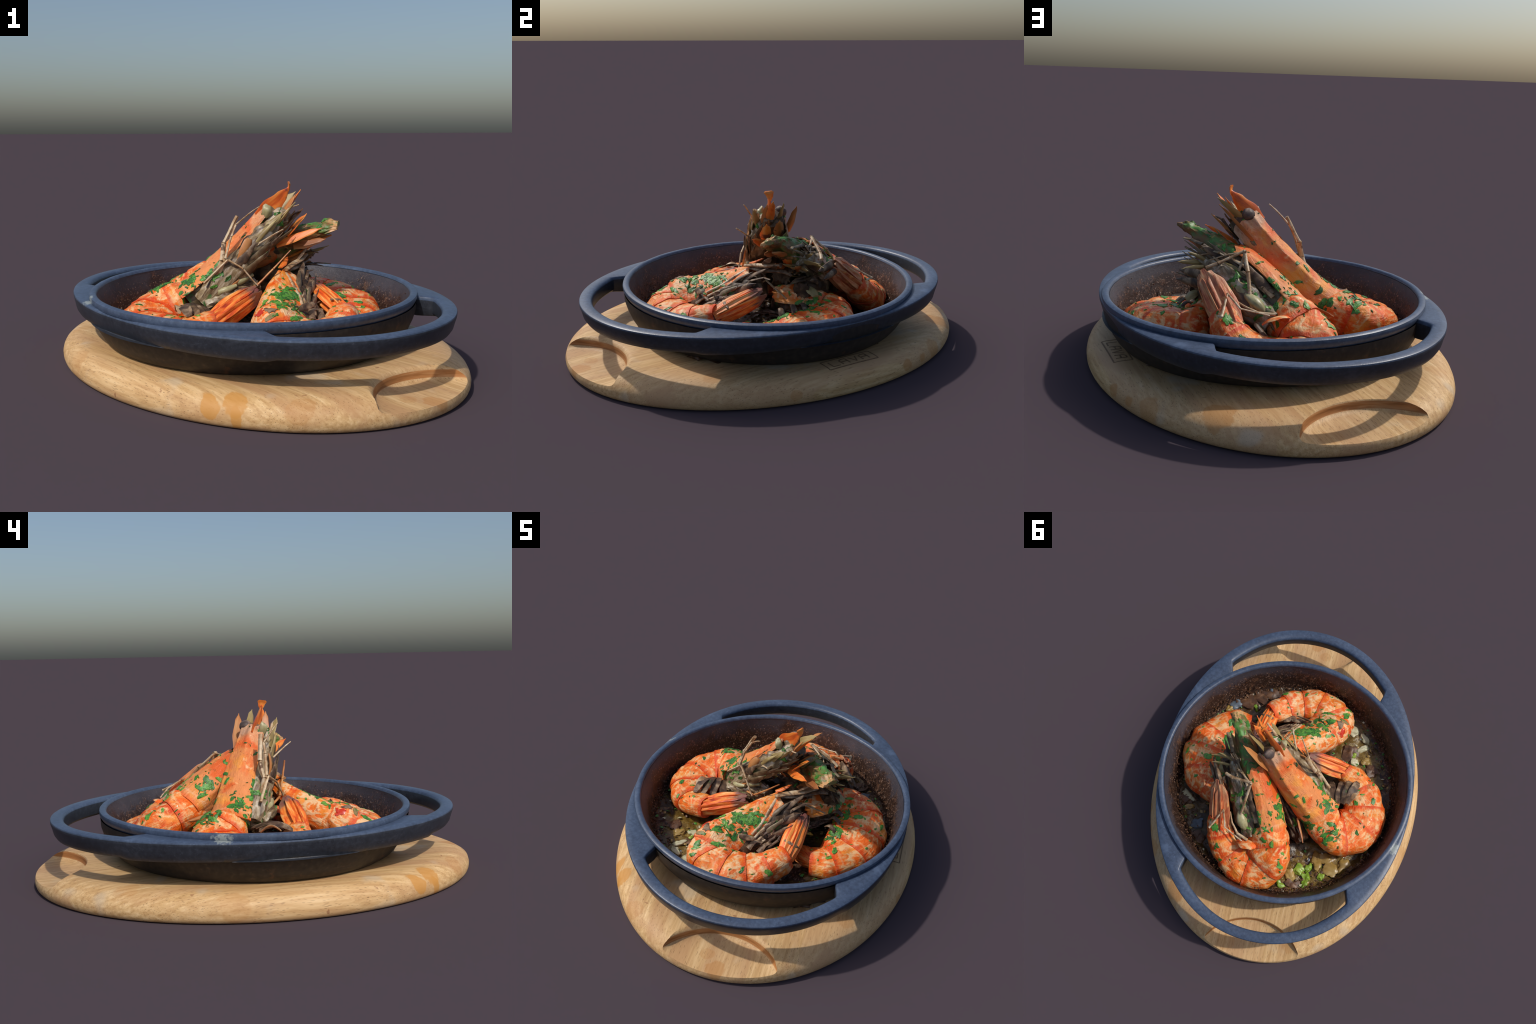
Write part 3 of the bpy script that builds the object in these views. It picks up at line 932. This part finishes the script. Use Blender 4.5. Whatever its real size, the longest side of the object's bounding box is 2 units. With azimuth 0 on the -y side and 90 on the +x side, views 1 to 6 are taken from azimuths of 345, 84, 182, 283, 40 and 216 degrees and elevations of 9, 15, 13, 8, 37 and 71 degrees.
def world_bvh(objs):
    bpy.context.view_layer.update()
    vs, fs, areas = [], [], []
    for o in objs:
        off = len(vs)
        mw = o.matrix_world
        vs += [mw @ v.co for v in o.data.vertices]
        fs += [tuple(off + i for i in p.vertices) for p in o.data.polygons]
    return BVHTree.FromPolygons(vs, fs), vs, fs

def scatter_herbs(parent, objs, count, seed, clumps=(), size=(.012, .031), stuff=False):
    bvh, vs, fs = world_bvh(objs)
    rr = random.Random(seed)
    lo = V((min(v.x for v in vs), min(v.y for v in vs), 0)); hi = V((max(v.x for v in vs), max(v.y for v in vs), 0))
    made, tries = 0, 0
    av, af = [], []
    while made < count and tries < count * 60:
        tries += 1
        if clumps and rr.random() < .26:
            c, sd = clumps[rr.randrange(len(clumps))]
            q = V(c) + V((rr.gauss(0, sd), rr.gauss(0, sd), rr.gauss(0, sd)))
            loc, nrm, i, dist = bvh.find_nearest(q)
            if loc is None or dist > .06:
                continue
            s = rr.uniform(*size) * 1.05
        else:
            x, y = rr.uniform(lo.x, hi.x), rr.uniform(lo.y, hi.y)
            # herbs fall from above, some land on steeper flanks
            loc, nrm, i, dist = bvh.ray_cast(V((x, y, 2)), V((rr.gauss(0, .35), rr.gauss(0, .35), -1)).normalized())
            if loc is None or loc.z < .2:
                continue
            s = rr.uniform(*size)
        if nrm.z < -.35:
            continue
        made += 1
        if stuff:
            a, b = herb_leaf(parent, bvh, loc, nrm, s, rr, raw=True)
            af += [tuple(i + len(av) for i in q) for q in b]
            av += a
        else:
            herb_leaf(parent, bvh, loc, nrm, s, rr)
    if stuff:
        o = link("herb_fleck", mesh_from(av, af), parent, [M_HERB], 60)
        o["kind"] = "stuff"

def new_prawn(label, loc):
    o = empty("prawn", label, "prawn", loc)
    return o

def fix_parent(o):
    """children built in world space keep their place under the empty"""
    inv = o.matrix_basis.inverted()
    for c in o.children:
        if c.matrix_basis == Matrix.Identity(4):
            c.matrix_parent_inverse = inv

# --- prawn with the tall upright head
def prawn_tall():
    P = new_prawn("curled grilled prawn with its head raised high", (-.35, -.05, .15))
    abd = Spine([(-.27, .044, .255, -.7, .1, .7, .106, .106), (-.333, .070, .236, -.8, .3, .35, .116, .106), (-.408, .064, .210, -.85, .45, .15, .132, .092),
                 (-.470, .004, .196, -.97, .15, -.02, .138, .080), (-.486, -.092, .184, -.95, -.25, -.08, .130, .076), (-.436, -.180, .184, -.8, -.6, -.08, .114, .072),
                 (-.347, -.244, .200, -.3, -.95, .1, .086, .066), (-.225, -.256, .238, 0, -1, .1, .054, .056)])
    shells = build_abdomen(P, abd, M_SHELL, 1, 6, .35)
    d = (-.7, -.05, .7)
    head = Spine([(-.300, .046, .255, *d, .104, .104), (-.235, .048, .306, *d, .094, .098), (-.15, .048, .386, *d, .082, .090), (-.05, .045, .484, *d, .074, .080),
                  (.04, .036, .574, *d, .070, .069), (.105, .026, .645, *d, .072, .058), (.150, .014, .700, *d, .050, .036), (.172, .004, .762, *d, .026, .014)])
    car = build_carapace(P, head, M_CARA, 2, -2.25, 1.0, 5.0, .03)
    core = build_core(P, head, M_UNDER, .25, 5.35, .84, 3, 'gill_body', .012)
    gills = Spine([(-.235, -.018, .272, *d, .064, .080), (-.155, -.024, .360, *d, .066, .078), (-.070, -.026, .450, *d, .062, .074), (.020, -.024, .538, *d, .058, .064), (.090, -.012, .611, *d, .048, .048), (.142, .004, .673, *d, .034, .032)])
    flank = build_core(P, gills, M_GILL, 0, 5, 1, 33, 'gill_cover', .015)
    # rostrum: deep blade along the dorsal line, tip curled like a leaf
    blade("rostrum", P, (.035, .022, .640), (.168, .000, .775), .046, .010, M_SPIKE_RED, (-.7, 0, .7), (0, 0, 0), ((0, .75), (.35, 1), (.7, .62), (1, .16)))
    blade("rostrum_tip", P, (.160, .002, .755), (.168, -.004, .803), .024, .004, M_SPIKE_RED, (.15, 1, 0), (.006, 0, 0), ((0, .25), (.45, .7), (.85, 1), (1, .7)))
    fd = V((.7, 0, .7))
    for a, b, w, mat, wd in [((.055, .105, .575), (.205, .126, .734), .024, M_SPIKE, (-.4, 1, .3)), ((.085, .060, .640), (.217, .061, .752), .024, M_SPIKE_OLIVE, (-.5, .6, .5)),
                             ((.135, .045, .575), (.248, .042, .676), .026, M_SPIKE, (0, 1, .3)), ((.115, -.018, .610), (.192, -.014, .745), .022, M_SPIKE, (-.3, 1, .2)),
                             ((.13, .0, .63), (.225, .012, .765), .022, M_SPIKE_RED, (.1, 1, 0)), ((.155, -.02, .56), (.245, -.02, .66), .028, M_SPIKE_RED, (0, 1, .2)),
                             ((.10, -.055, .62), (.175, -.075, .715), .016, M_SPIKE_OLIVE, (.3, .8, .2)),
                             ((.15, .06, .53), (.225, .075, .615), .018, M_SPIKE_OLIVE, (0, 1, .3))]:
        blade("antennal_scale", P, a, b, w, .005, mat, wd)
    eye(P, (.080, .062, .682), .030, (.085, .045, .655))
    blob('orbit', (.055, -.028, .672), (.022, .018, .030), P, M_FLESH, 5, .2)
    # named legs and feelers seen on the near flank
    leg(P, [(-.243, -.082, .373), (-.139, -.095, .476), (-.078, -.123, .436), (-.016, -.14, .361)], .0085)
    leg(P, [(-.185, -.07, .40), (-.163, -.081, .470), (-.147, -.058, .545), (-.087, -.051, .660)], .0135, taper=.8)
    leg(P, [(-.172, -.075, .41), (-.150, -.090, .480), (-.120, -.078, .575), (-.095, -.066, .625), (-.045, -.092, .672), (-.001, -.113, .705)], .0085, taper=.4)
    leg(P, [(-.11, -.075, .415), (-.081, -.080, .461), (.004, -.085, .539), (.092, -.156, .608)], .0115, taper=.35)
    leg(P, [(-.09, -.10, .33), (-.019, -.123, .359), (.06, -.12, .430), (.14, -.116, .510)], .0085, M_SPIKE)
    blade("leg_plate", P, (-.09, -.085, .45), (-.03, -.078, .56), .028, .006, M_SPIKE, (.8, .2, -.4), (0, -.01, 0), ((0, .5), (.5, 1), (.9, .9), (1, .6)))
    head_plates(P, gills, .5, 3.8, 10, (1.0, 2.3), 131, (M_UNDER, M_SPIKE_OLIVE, M_SPIKE, M_LEG_DARK, M_UNDER), .12)
    leg_bundle(P, head, .8, 4.6, 6, 1, 31, .15, None, .030, 1.6)
    leg_bundle(P, head, 1.2, 4.8, 4, 1, 37, .13, M_UNDER, .02, 2.6)
    leg_bundle(P, head, 1.5, 4.8, 5, -1, 39, .12, M_LEG_DARK, .02, 2.5)
    # pale leg roots
    for i, (a, b) in enumerate([((-.22, -.045, .30), (-.10, -.10, .36)), ((-.18, -.06, .27), (-.06, -.10, .30)), ((-.15, -.04, .33), (-.02, -.07, .40))]):
        tube("leg_root", [a, V(a).lerp(V(b), .5) + V((0, -.02, .01)), b], [.018, .026, .012], P, M_FLESH if i % 2 == 0 else M_UNDER, 12, 6, .7, wobble=.004)
    # swimming legs, charred, inside the curl
    for i, (a, b, w, mt) in enumerate([((-.363, -.100, .270), (-.338, -.245, .268), .030, M_LEG_DARK), ((-.345, -.080, .275), (-.300, -.225, .262), .028, M_UNDER_DARK),
                                       ((-.325, -.060, .270), (-.262, -.195, .245), .026, M_LEG_DARK), ((-.30, -.05, .26), (-.215, -.16, .235), .026, M_LEG_DARK), ((-.37, -.11, .265), (-.375, -.20, .275), .018, M_LEG)]):
        blade("swimming_leg", P, a, b, w * .9, .005, mt, (.8, .5, .3 - .15 * i), (0, 0, .022), ((0, .6), (.4, 1), (.85, .8), (1, .45)), 12)
    # leg roots and belly between the raised head and its neighbour
    belly = Spine([(-.235, -.055, .265, 0, -.3, 1, .045, .05), (-.15, -.055, .290, 0, -.3, 1, .062, .06), (-.06, -.050, .318, 0, -.3, 1, .056, .056), (.01, -.040, .345, 0, -.3, 1, .030, .03)])
    build_core(P, belly, M_GILL, 0, 3, 1, 15, "leg_root_mass", .016)
    build_fan(P, (-.240, -.262, .238), (-.018, -.160, .345), (.2, -.75, .62), .052, .034, 4)
    blade("side_spike", P, (-.20, .155, .30), (-.315, .245, .285), .013, .007, M_SPIKE, (0, .2, 1))
    fix_parent(P)
    scatter_herbs(P, [car] + shells, 70, 41, [((-.20, -.075, .43), .035), ((-.26, -.04, .36), .03), ((-.27, .14, .30), .03), ((-.31, .0, .36), .035), ((-.42, .10, .32), .03)])
    scatter_herbs(P, [car] + shells, 90, 241, [((-.20, -.075, .43), .035), ((-.26, -.04, .36), .03), ((-.27, .14, .30), .03), ((-.31, .0, .36), .035), ((-.42, .10, .32), .03)], (.005, .012), True)
    scatter_herbs(P, [core, flank], 24, 43, [((-.20, -.08, .40), .035), ((-.20, -.08, .40), .035), ((.09, -.06, .62), .03)], (.013, .028))
    fix_parent(P)
    return P

# --- prawn with the herb-covered head, body curled in front
def prawn_herbed():
    P = new_prawn("curled prawn with herb covered head and long legs", (-.1, .4, .15))
    abd = Spine([(-.070, .298, .310, -.67, -.2, .7, .104, .102), (-.126, .334, .285, -.72, -.2, .6, .114, .100), (-.190, .395, .250, -.9, -.1, .1, .120, .092),
                 (-.208, .468, .200, -.9, .35, -.22, .120, .088), (-.160, .528, .182, -.5, .85, -.32, .112, .080), (-.07, .542, .186, -.1, 1, -.3, .102, .074),
                 (.03, .517, .212, .4, .9, -.2, .092, .070), (.112, .466, .275, .65, .72, .1, .072, .062), (.150, .420, .330, .7, .6, .1, .056, .056)])
    shells = build_abdomen(P, abd, M_SHELL, 5, 6, .4)
    d = (-.67, -.18, .72)
    head = Spine([(-.112, .308, .300, *d, .106, .092), (-.054, .264, .347, *d, .107, .090), (.026, .206, .408, *d, .102, .083), (.100, .157, .458, *d, .091, .073),
                  (.175, .118, .496, -.6, -.2, .78, .076, .062), (.245, .066, .538, -.45, -.25, .85, .060, .050), (.315, .010, .578, -.3, -.3, .9, .030, .046), (.355, -.018, .592, -.25, -.3, .92, .022, .042), (.388, -.042, .600, -.25, -.3, .92, .012, .034)])
    car = build_carapace(P, head, M_CARA, 6, -1.15, 2.2, 3.6, .03)
    hood = build_core(P, head, M_ROSTRUM_GREEN, 3.3, 8, .98, 7, "rostrum", .011)
    core = build_core(P, head, M_UNDER, .25, 4.6, .84, 8)
    gills = Spine([(-.060, .372, .278, .5, .6, .6, .058, .066), (.010, .330, .322, .5, .6, .6, .068, .074), (.080, .280, .368, .5, .6, .6, .070, .074), (.145, .225, .412, .5, .6, .6, .062, .066), (.205, .170, .450, .5, .6, .6, .050, .052), (.255, .125, .485, .5, .6, .6, .034, .034)])
    flank = build_core(P, gills, M_GILL, 0, 5, 1, 43, "gill_cover", .014)
    blade("antennal_scale", P, (.109, -.001, .514), (.294, -.093, .602), .020, .006, M_SPIKE_RED, (.2, .5, 1))
    blade("antennal_scale", P, (.20, .03, .50), (.33, -.04, .54), .026, .008, M_SPIKE, (.3, .6, .8))
    blade("antennal_scale", P, (.24, .08, .50), (.37, -.01, .555), .028, .010, M_SPIKE, (.5, .8, .2))
    blade("antennal_scale", P, (.16, .12, .42), (.30, .06, .50), .034, .010, M_SPIKE_RED, (.5, .8, .2))
    blade("antennal_scale", P, (.13, .06, .40), (.26, .02, .47), .034, .010, M_SPIKE, (.6, .6, .4))
    for a, b, w in [((.264, .145, .478), (.368, .216, .491), .012), ((.257, .190, .470), (.347, .239, .465), .011), ((.24, .16, .49), (.33, .19, .53), .010), ((.25, .13, .45), (.345, .165, .455), .012)]:
        blade("feeler_scale", P, a, b, w, .005, M_SPIKE_OLIVE, (.3, -.2, 1))
    for a, b in [((.20, .10, .50), (.13, .15, .545)), ((.18, .16, .46), (.13, .18, .54)), ((.25, .12, .50), (.20, .16, .56))]:
        blade("feeler_scale", P, a, b, .010, .004, M_LEG, (.3, -.2, 1))
    leg(P, [(.24, .245, .478), (.19, .245, .500), (.080, .218, .551), (.057, .299, .479), (.035, .382, .373), (.02, .40, .34)], .0095, taper=.9)
    leg(P, [(.16, .47, .34), (.140, .518, .348), (.129, .402, .412), (.070, .466, .371), (-.050, .464, .346)], .0075)
    leg(P, [(-.07, .44, .345), (.0, .445, .350), (.055, .42, .365), (.10, .38, .38)], .0085)
    leg(P, [(.10, .25, .47), (.075, .225, .549), (.150, .20, .53), (.23, .19, .50)], .008)
    head_plates(P, head, .8, 4.0, 11, (-2.4, -1.2), 151, (M_UNDER, M_SPIKE_OLIVE, M_LEG_DARK, M_UNDER), .13)
    head_plates(P, head, 2.2, 4.2, 8, (2.5, 3.7), 153, (M_SPIKE, M_UNDER_DARK, M_SPIKE_OLIVE), .13, .03)
    leg_bundle(P, head, .5, 4.4, 6, -1, 51, .15, None, .028, 1.45)
    leg_bundle(P, head, .8, 4.6, 5, -1, 53, .14, M_UNDER, .022, 2.5)
    leg_bundle(P, head, 1.4, 4.6, 5, 1, 57, .12, M_LEG_DARK, .02, 2.7)
    for i, (a, b) in enumerate([((-.03, .38, .33), (.06, .34, .40)), ((.0, .37, .27), (.09, .33, .32)), ((.03, .33, .36), (.13, .27, .43))]):
        tube("leg_root", [a, V(a).lerp(V(b), .5) + V((0, .02, .01)), b], [.024, .030, .014], P, M_FLESH if i % 2 == 0 else M_UNDER, 12, 6, .7, wobble=.004)
    for i, (a, b, c) in enumerate([((-.10, .44, .25), (-.06, .42, .29), (-.03, .41, .31)), ((-.04, .46, .25), (.0, .44, .29), (.01, .42, .30)), ((-.12, .41, .27), (-.09, .39, .30), (-.06, .38, .31))]):
        tube("swimming_leg", [a, b, c], [.018, .013, .007], P, M_LEG_DARK, 8, 5, .45, wobble=.003)
    build_fan(P, (.108, .466, .282), (.250, .285, .468), (.75, .45, .2), .060, .040, 9, M_FAN_PALE)
    blade("tail_scale", P, (.22, .31, .45), (.36, .21, .455), .026, .014, M_LEG_DARK, (.3, .2, 1))
    blade("tail_scale", P, (.23, .32, .42), (.37, .235, .42), .024, .012, M_LEG_DARK, (.3, .2, 1))
    gap = Spine([(-.30, .205, .175, 0, 0, 1, .055, .045), (-.22, .17, .185, 0, 0, 1, .062, .05), (-.12, .145, .195, 0, 0, 1, .06, .055), (-.02, .125, .240, 0, 0, 1, .066, .06), (.09, .095, .335, 0, 0, 1, .065, .06), (.17, .06, .39, 0, 0, 1, .05, .05)])
    tangle = build_core(P, gap, M_UNDER_DARK, 0, 5, 1, 16, "leg_tangle", .020)
    for a, b, c in [((-.02, .11, .35), (-.10, .15, .31), (-.21, .20, .26)), ((.02, .13, .33), (-.08, .175, .27), (-.17, .215, .25)), ((.0, .10, .31), (-.12, .13, .26), (-.20, .15, .24)), ((-.03, .15, .31), (-.13, .18, .27), (-.22, .17, .23))]:
        leg(P, [a, b, c], .010, M_LEG_DARK, .6)
    # crumpled shell fold at the waist
    blade("shell_flap", P, (-.02, .475, .31), (-.13, .44, .335), .034, .006, M_SHELL, (-.3, .8, .3), (0, 0, .015), ((0, .4), (.4, 1), (.8, .8), (1, .3)))
    fix_parent(P)
    scatter_herbs(P, [car] + shells, 58, 61, [((.0, .30, .41), .04), ((-.08, .34, .37), .04), ((-.10, .22, .42), .03)])
    scatter_herbs(P, [car] + shells, 90, 261, [((.0, .30, .41), .04), ((-.08, .34, .37), .04), ((-.10, .22, .42), .03)], (.005, .012), True)
    scatter_herbs(P, [core, flank], 24, 63, [((.04, .34, .40), .04), ((.12, .28, .45), .03), ((-.03, .38, .35), .03)], (.013, .028))
    scatter_herbs(P, [hood], 12, 65, (), (.014, .028))
    scatter_herbs(P, [tangle], 8, 66, [((-.17, .16, .27), .05)], (.014, .028))
    fix_parent(P)
    return P

# --- mottled prawn lying on its side at the near rim
def prawn_mottled():
    P = new_prawn("mottled orange prawn curled flat on its side", (.1, -.4, .15))
    abd = Spine([(.03, -.35, .250, -.85, .15, .45, .116, .092), (.008, -.415, .226, -.9, -.1, .4, .124, .088), (.016, -.472, .196, -.8, -.6, .0, .126, .084),
                 (.078, -.505, .190, -.3, -.95, -.25, .118, .080), (.165, -.492, .188, .2, -1, -.28, .110, .076), (.243, -.435, .194, .65, -.75, -.25, .098, .074),
                 (.295, -.355, .212, .9, -.45, .1, .082, .068), (.332, -.262, .236, 1, -.1, .1, .060, .058)])
    shells = build_abdomen(P, abd, M_SHELL_PALE, 11, 6, .45)
    d = (-.8, .2, .5)
    head = Spine([(.008, -.405, .222, *d, .122, .092), (.022, -.345, .236, *d, .116, .090), (.050, -.265, .268, *d, .102, .080), (.084, -.185, .312, *d, .080, .064),
                  (.112, -.120, .358, *d, .056, .046), (.142, -.06, .398, *d, .030, .024)])
    car = build_carapace(P, head, M_CARA_HOT, 12, -1.6, 2.35, 4.6, .02)
    legs = Spine([(.055, -.38, .205, *d, .090, .066), (.085, -.31, .222, *d, .098, .070), (.118, -.235, .250, *d, .094, .068), (.148, -.165, .288, *d, .080, .062), (.170, -.10, .325, *d, .066, .052), (.195, -.03, .350, *d, .040, .040)])
    core = build_core(P, legs, M_UNDER_DARK, 0, 5, 1, 13, "gill_body", .014)
    for i in range(6):                       # pale legs folded flat along the flank
        o = V((.019 * i, .004 * i, -.014 * i))
        leg(P, [V((.122, -.105, .405)) + o * .6, V((.130, -.17, .372)) + o, V((.140, -.24, .330)) + o, V((.136 - .004 * i, -.31, .296)) + o], .0105, M_LEG if i < 4 else M_LEG_DARK, .7, taper=.75)
    head_plates(P, legs, .3, 4.0, 9, (1.2, 2.6), 173, (M_UNDER_DARK, M_LEG_DARK, M_UNDER), .13, .020)
    leg_bundle(P, legs, .6, 4.2, 5, 1, 73, .15, M_LEG_DARK, .010, 2.0)
    tube("feeler_stalk", [(.118, -.118, .424), (.165, -.07, .438), (.211, -.023, .446), (.24, .01, .455), (.266, .043, .462)], [.012, .015, .016, .015, .010], P, M_LEG, 10, 5, .6)
    tube("feeler_stalk", [(.14, -.09, .415), (.20, -.03, .42), (.26, .05, .43), (.30, .09, .42)], [.012, .016, .016, .008], P, M_LEG_DARK, 10, 5, .6)
    leg(P, [(.17, -.06, .34), (.216, -.022, .375), (.310, .067, .306)], .010, M_LEG, .5)
    blade("feeler_scale", P, (.10, -.09, .43), (.155, -.03, .465), .016, .006, M_SPIKE_RED, (.8, -.3, .2))
    blade("feeler_scale", P, (.20, -.03, .45), (.255, .0, .50), .018, .007, M_LEG_DARK, (.3, -.5, .5))
    blade("feeler_scale", P, (.24, .01, .44), (.30, .02, .47), .016, .006, M_UNDER_DARK, (.3, -.5, .5))
    blade("shell_flap", P, (.10, -.36, .30), (.19, -.33, .31), .016, .006, M_LEG_DARK, (0, .5, 1))
    build_fan(P, (.332, -.266, .240), (.262, -.035, .332), (.8, .1, .45), .048, .033, 14)
    blade("tail_ring", P, (.285, -.236, .300), (.372, -.214, .288), .009, .006, M_LEG_DARK, (0, 1, .2))
    for a, b, c in [((.16, -.36, .25), (.17, -.32, .28), (.20, -.30, .28)), ((.21, -.34, .24), (.215, -.30, .27), (.235, -.27, .27))]:
        tube("swimming_leg", [a, b, c], [.018, .013, .007], P, M_LEG_DARK, 8, 5, .45, wobble=.003)
    fix_parent(P)
    bvh, _, _ = world_bvh([car] + shells)
    rr = random.Random(5)
    for c, sz, mt in (((-.10, -.42, .32), .030, M_TOMATO), ((-.085, -.40, .32), .020, M_TOMATO), ((-.05, -.45, .33), .034, M_LEG_DARK), ((-.06, -.49, .32), .030, M_SPIKE_OLIVE)):
        loc, nrm, i, dist = bvh.find_nearest(V(c))
        herb_leaf(P, bvh, loc, nrm, sz, rr, mt).name = "tomato_skin" if mt is M_TOMATO else "shell_scrap"
    scatter_herbs(P, [car] + shells, 62, 71, [((.06, -.34, .36), .045), ((.03, -.40, .35), .04), ((.10, -.28, .37), .03)])
    scatter_herbs(P, [car] + shells, 90, 271, [((.06, -.34, .36), .045), ((.03, -.40, .35), .04), ((.10, -.28, .37), .03)], (.005, .012), True)
    fix_parent(P)
    return P

# --- prawn half hidden on the far side, its head under the others
def prawn_hidden():
    P = new_prawn("bright orange prawn curled with its head hidden", (.45, .1, .15))
    abd = Spine([(.245, .240, .210, -.1, .9, .5, .104, .086), (.312, .264, .208, .1, .95, .35, .122, .088), (.390, .245, .204, .5, .85, .15, .138, .088),
                 (.455, .178, .198, .85, .55, .0, .146, .086), (.486, .085, .186, 1, .1, -.05, .148, .082), (.488, -.008, .174, 1, -.2, -.08, .130, .076),
                 (.455, -.094, .164, .75, -.65, .1, .104, .068), (.387, -.145, .162, .25, -.95, .1, .074, .058)])
    shells = build_abdomen(P, abd, M_SHELL, 21, 6, .0)
    d = (.1, .8, .6)
    head = Spine([(.262, .235, .220, *d, .098, .086), (.225, .165, .245, *d, .096, .086), (.205, .085, .262, *d, .082, .078), (.195, .010, .275, *d, .050, .050)])
    car = build_carapace(P, head, M_CARA_HOT, 22, -1.5, 1.5, 3, .02)
    build_core(P, head, M_UNDER_DARK, 0, 3, .88, 23)
    mass = Spine([(.13, .25, .285, 0, 0, 1, .055, .05), (.185, .215, .320, 0, 0, 1, .066, .060), (.240, .175, .340, 0, 0, 1, .060, .056), (.295, .135, .345, 0, 0, 1, .040, .040)])
    build_core(P, mass, M_UNDER_DARK, 0, 3, 1, 27, "gill_body", .018)
    head_plates(P, mass, 0, 2.6, 7, (-1.2, 1.6), 193, (M_LEG_DARK, M_UNDER_DARK, M_SPIKE_OLIVE), .11, .018)
    leg_bundle(P, head, .4, 2.6, 6, -1, 91, .12, M_LEG_DARK, .02, 2.2)
    blade("shell_flap", P, (.235, .155, .36), (.335, .205, .325), .034, .007, M_SPIKE_OLIVE, (.5, -.7, .1), (0, 0, .012), ((0, .5), (.45, .7), (.75, 1), (1, .6)))
    build_fan(P, (.390, -.142, .166), (.275, -.135, .155), (.2, -.9, .35), .042, .030, 24)
    for a, b, c in [((.40, .10, .25), (.36, .09, .29), (.33, .08, .27)), ((.42, .04, .24), (.38, .03, .28), (.345, .03, .26)), ((.38, .16, .25), (.34, .14, .29), (.31, .12, .27))]:
        tube("swimming_leg", [a, b, c], [.018, .013, .007], P, M_LEG_DARK, 8, 5, .45, wobble=.003)
    fix_parent(P)
    scatter_herbs(P, [car] + shells, 40, 81, [((.37, .12, .30), .035), ((.40, .02, .29), .03), ((.33, .18, .32), .03)])
    scatter_herbs(P, [car] + shells, 90, 281, [((.37, .12, .30), .035), ((.40, .02, .29), .03), ((.33, .18, .32), .03)], (.005, .012), True)
    fix_parent(P)
    return P

build_board()
build_pan()
build_sauce()
prawn_tall()
prawn_herbed()
prawn_mottled()
prawn_hidden()
for o in bpy.data.objects:
    if o.type == "MESH" and o.name.split(".")[0] in ("cutter",):
        bpy.data.objects.remove(o)
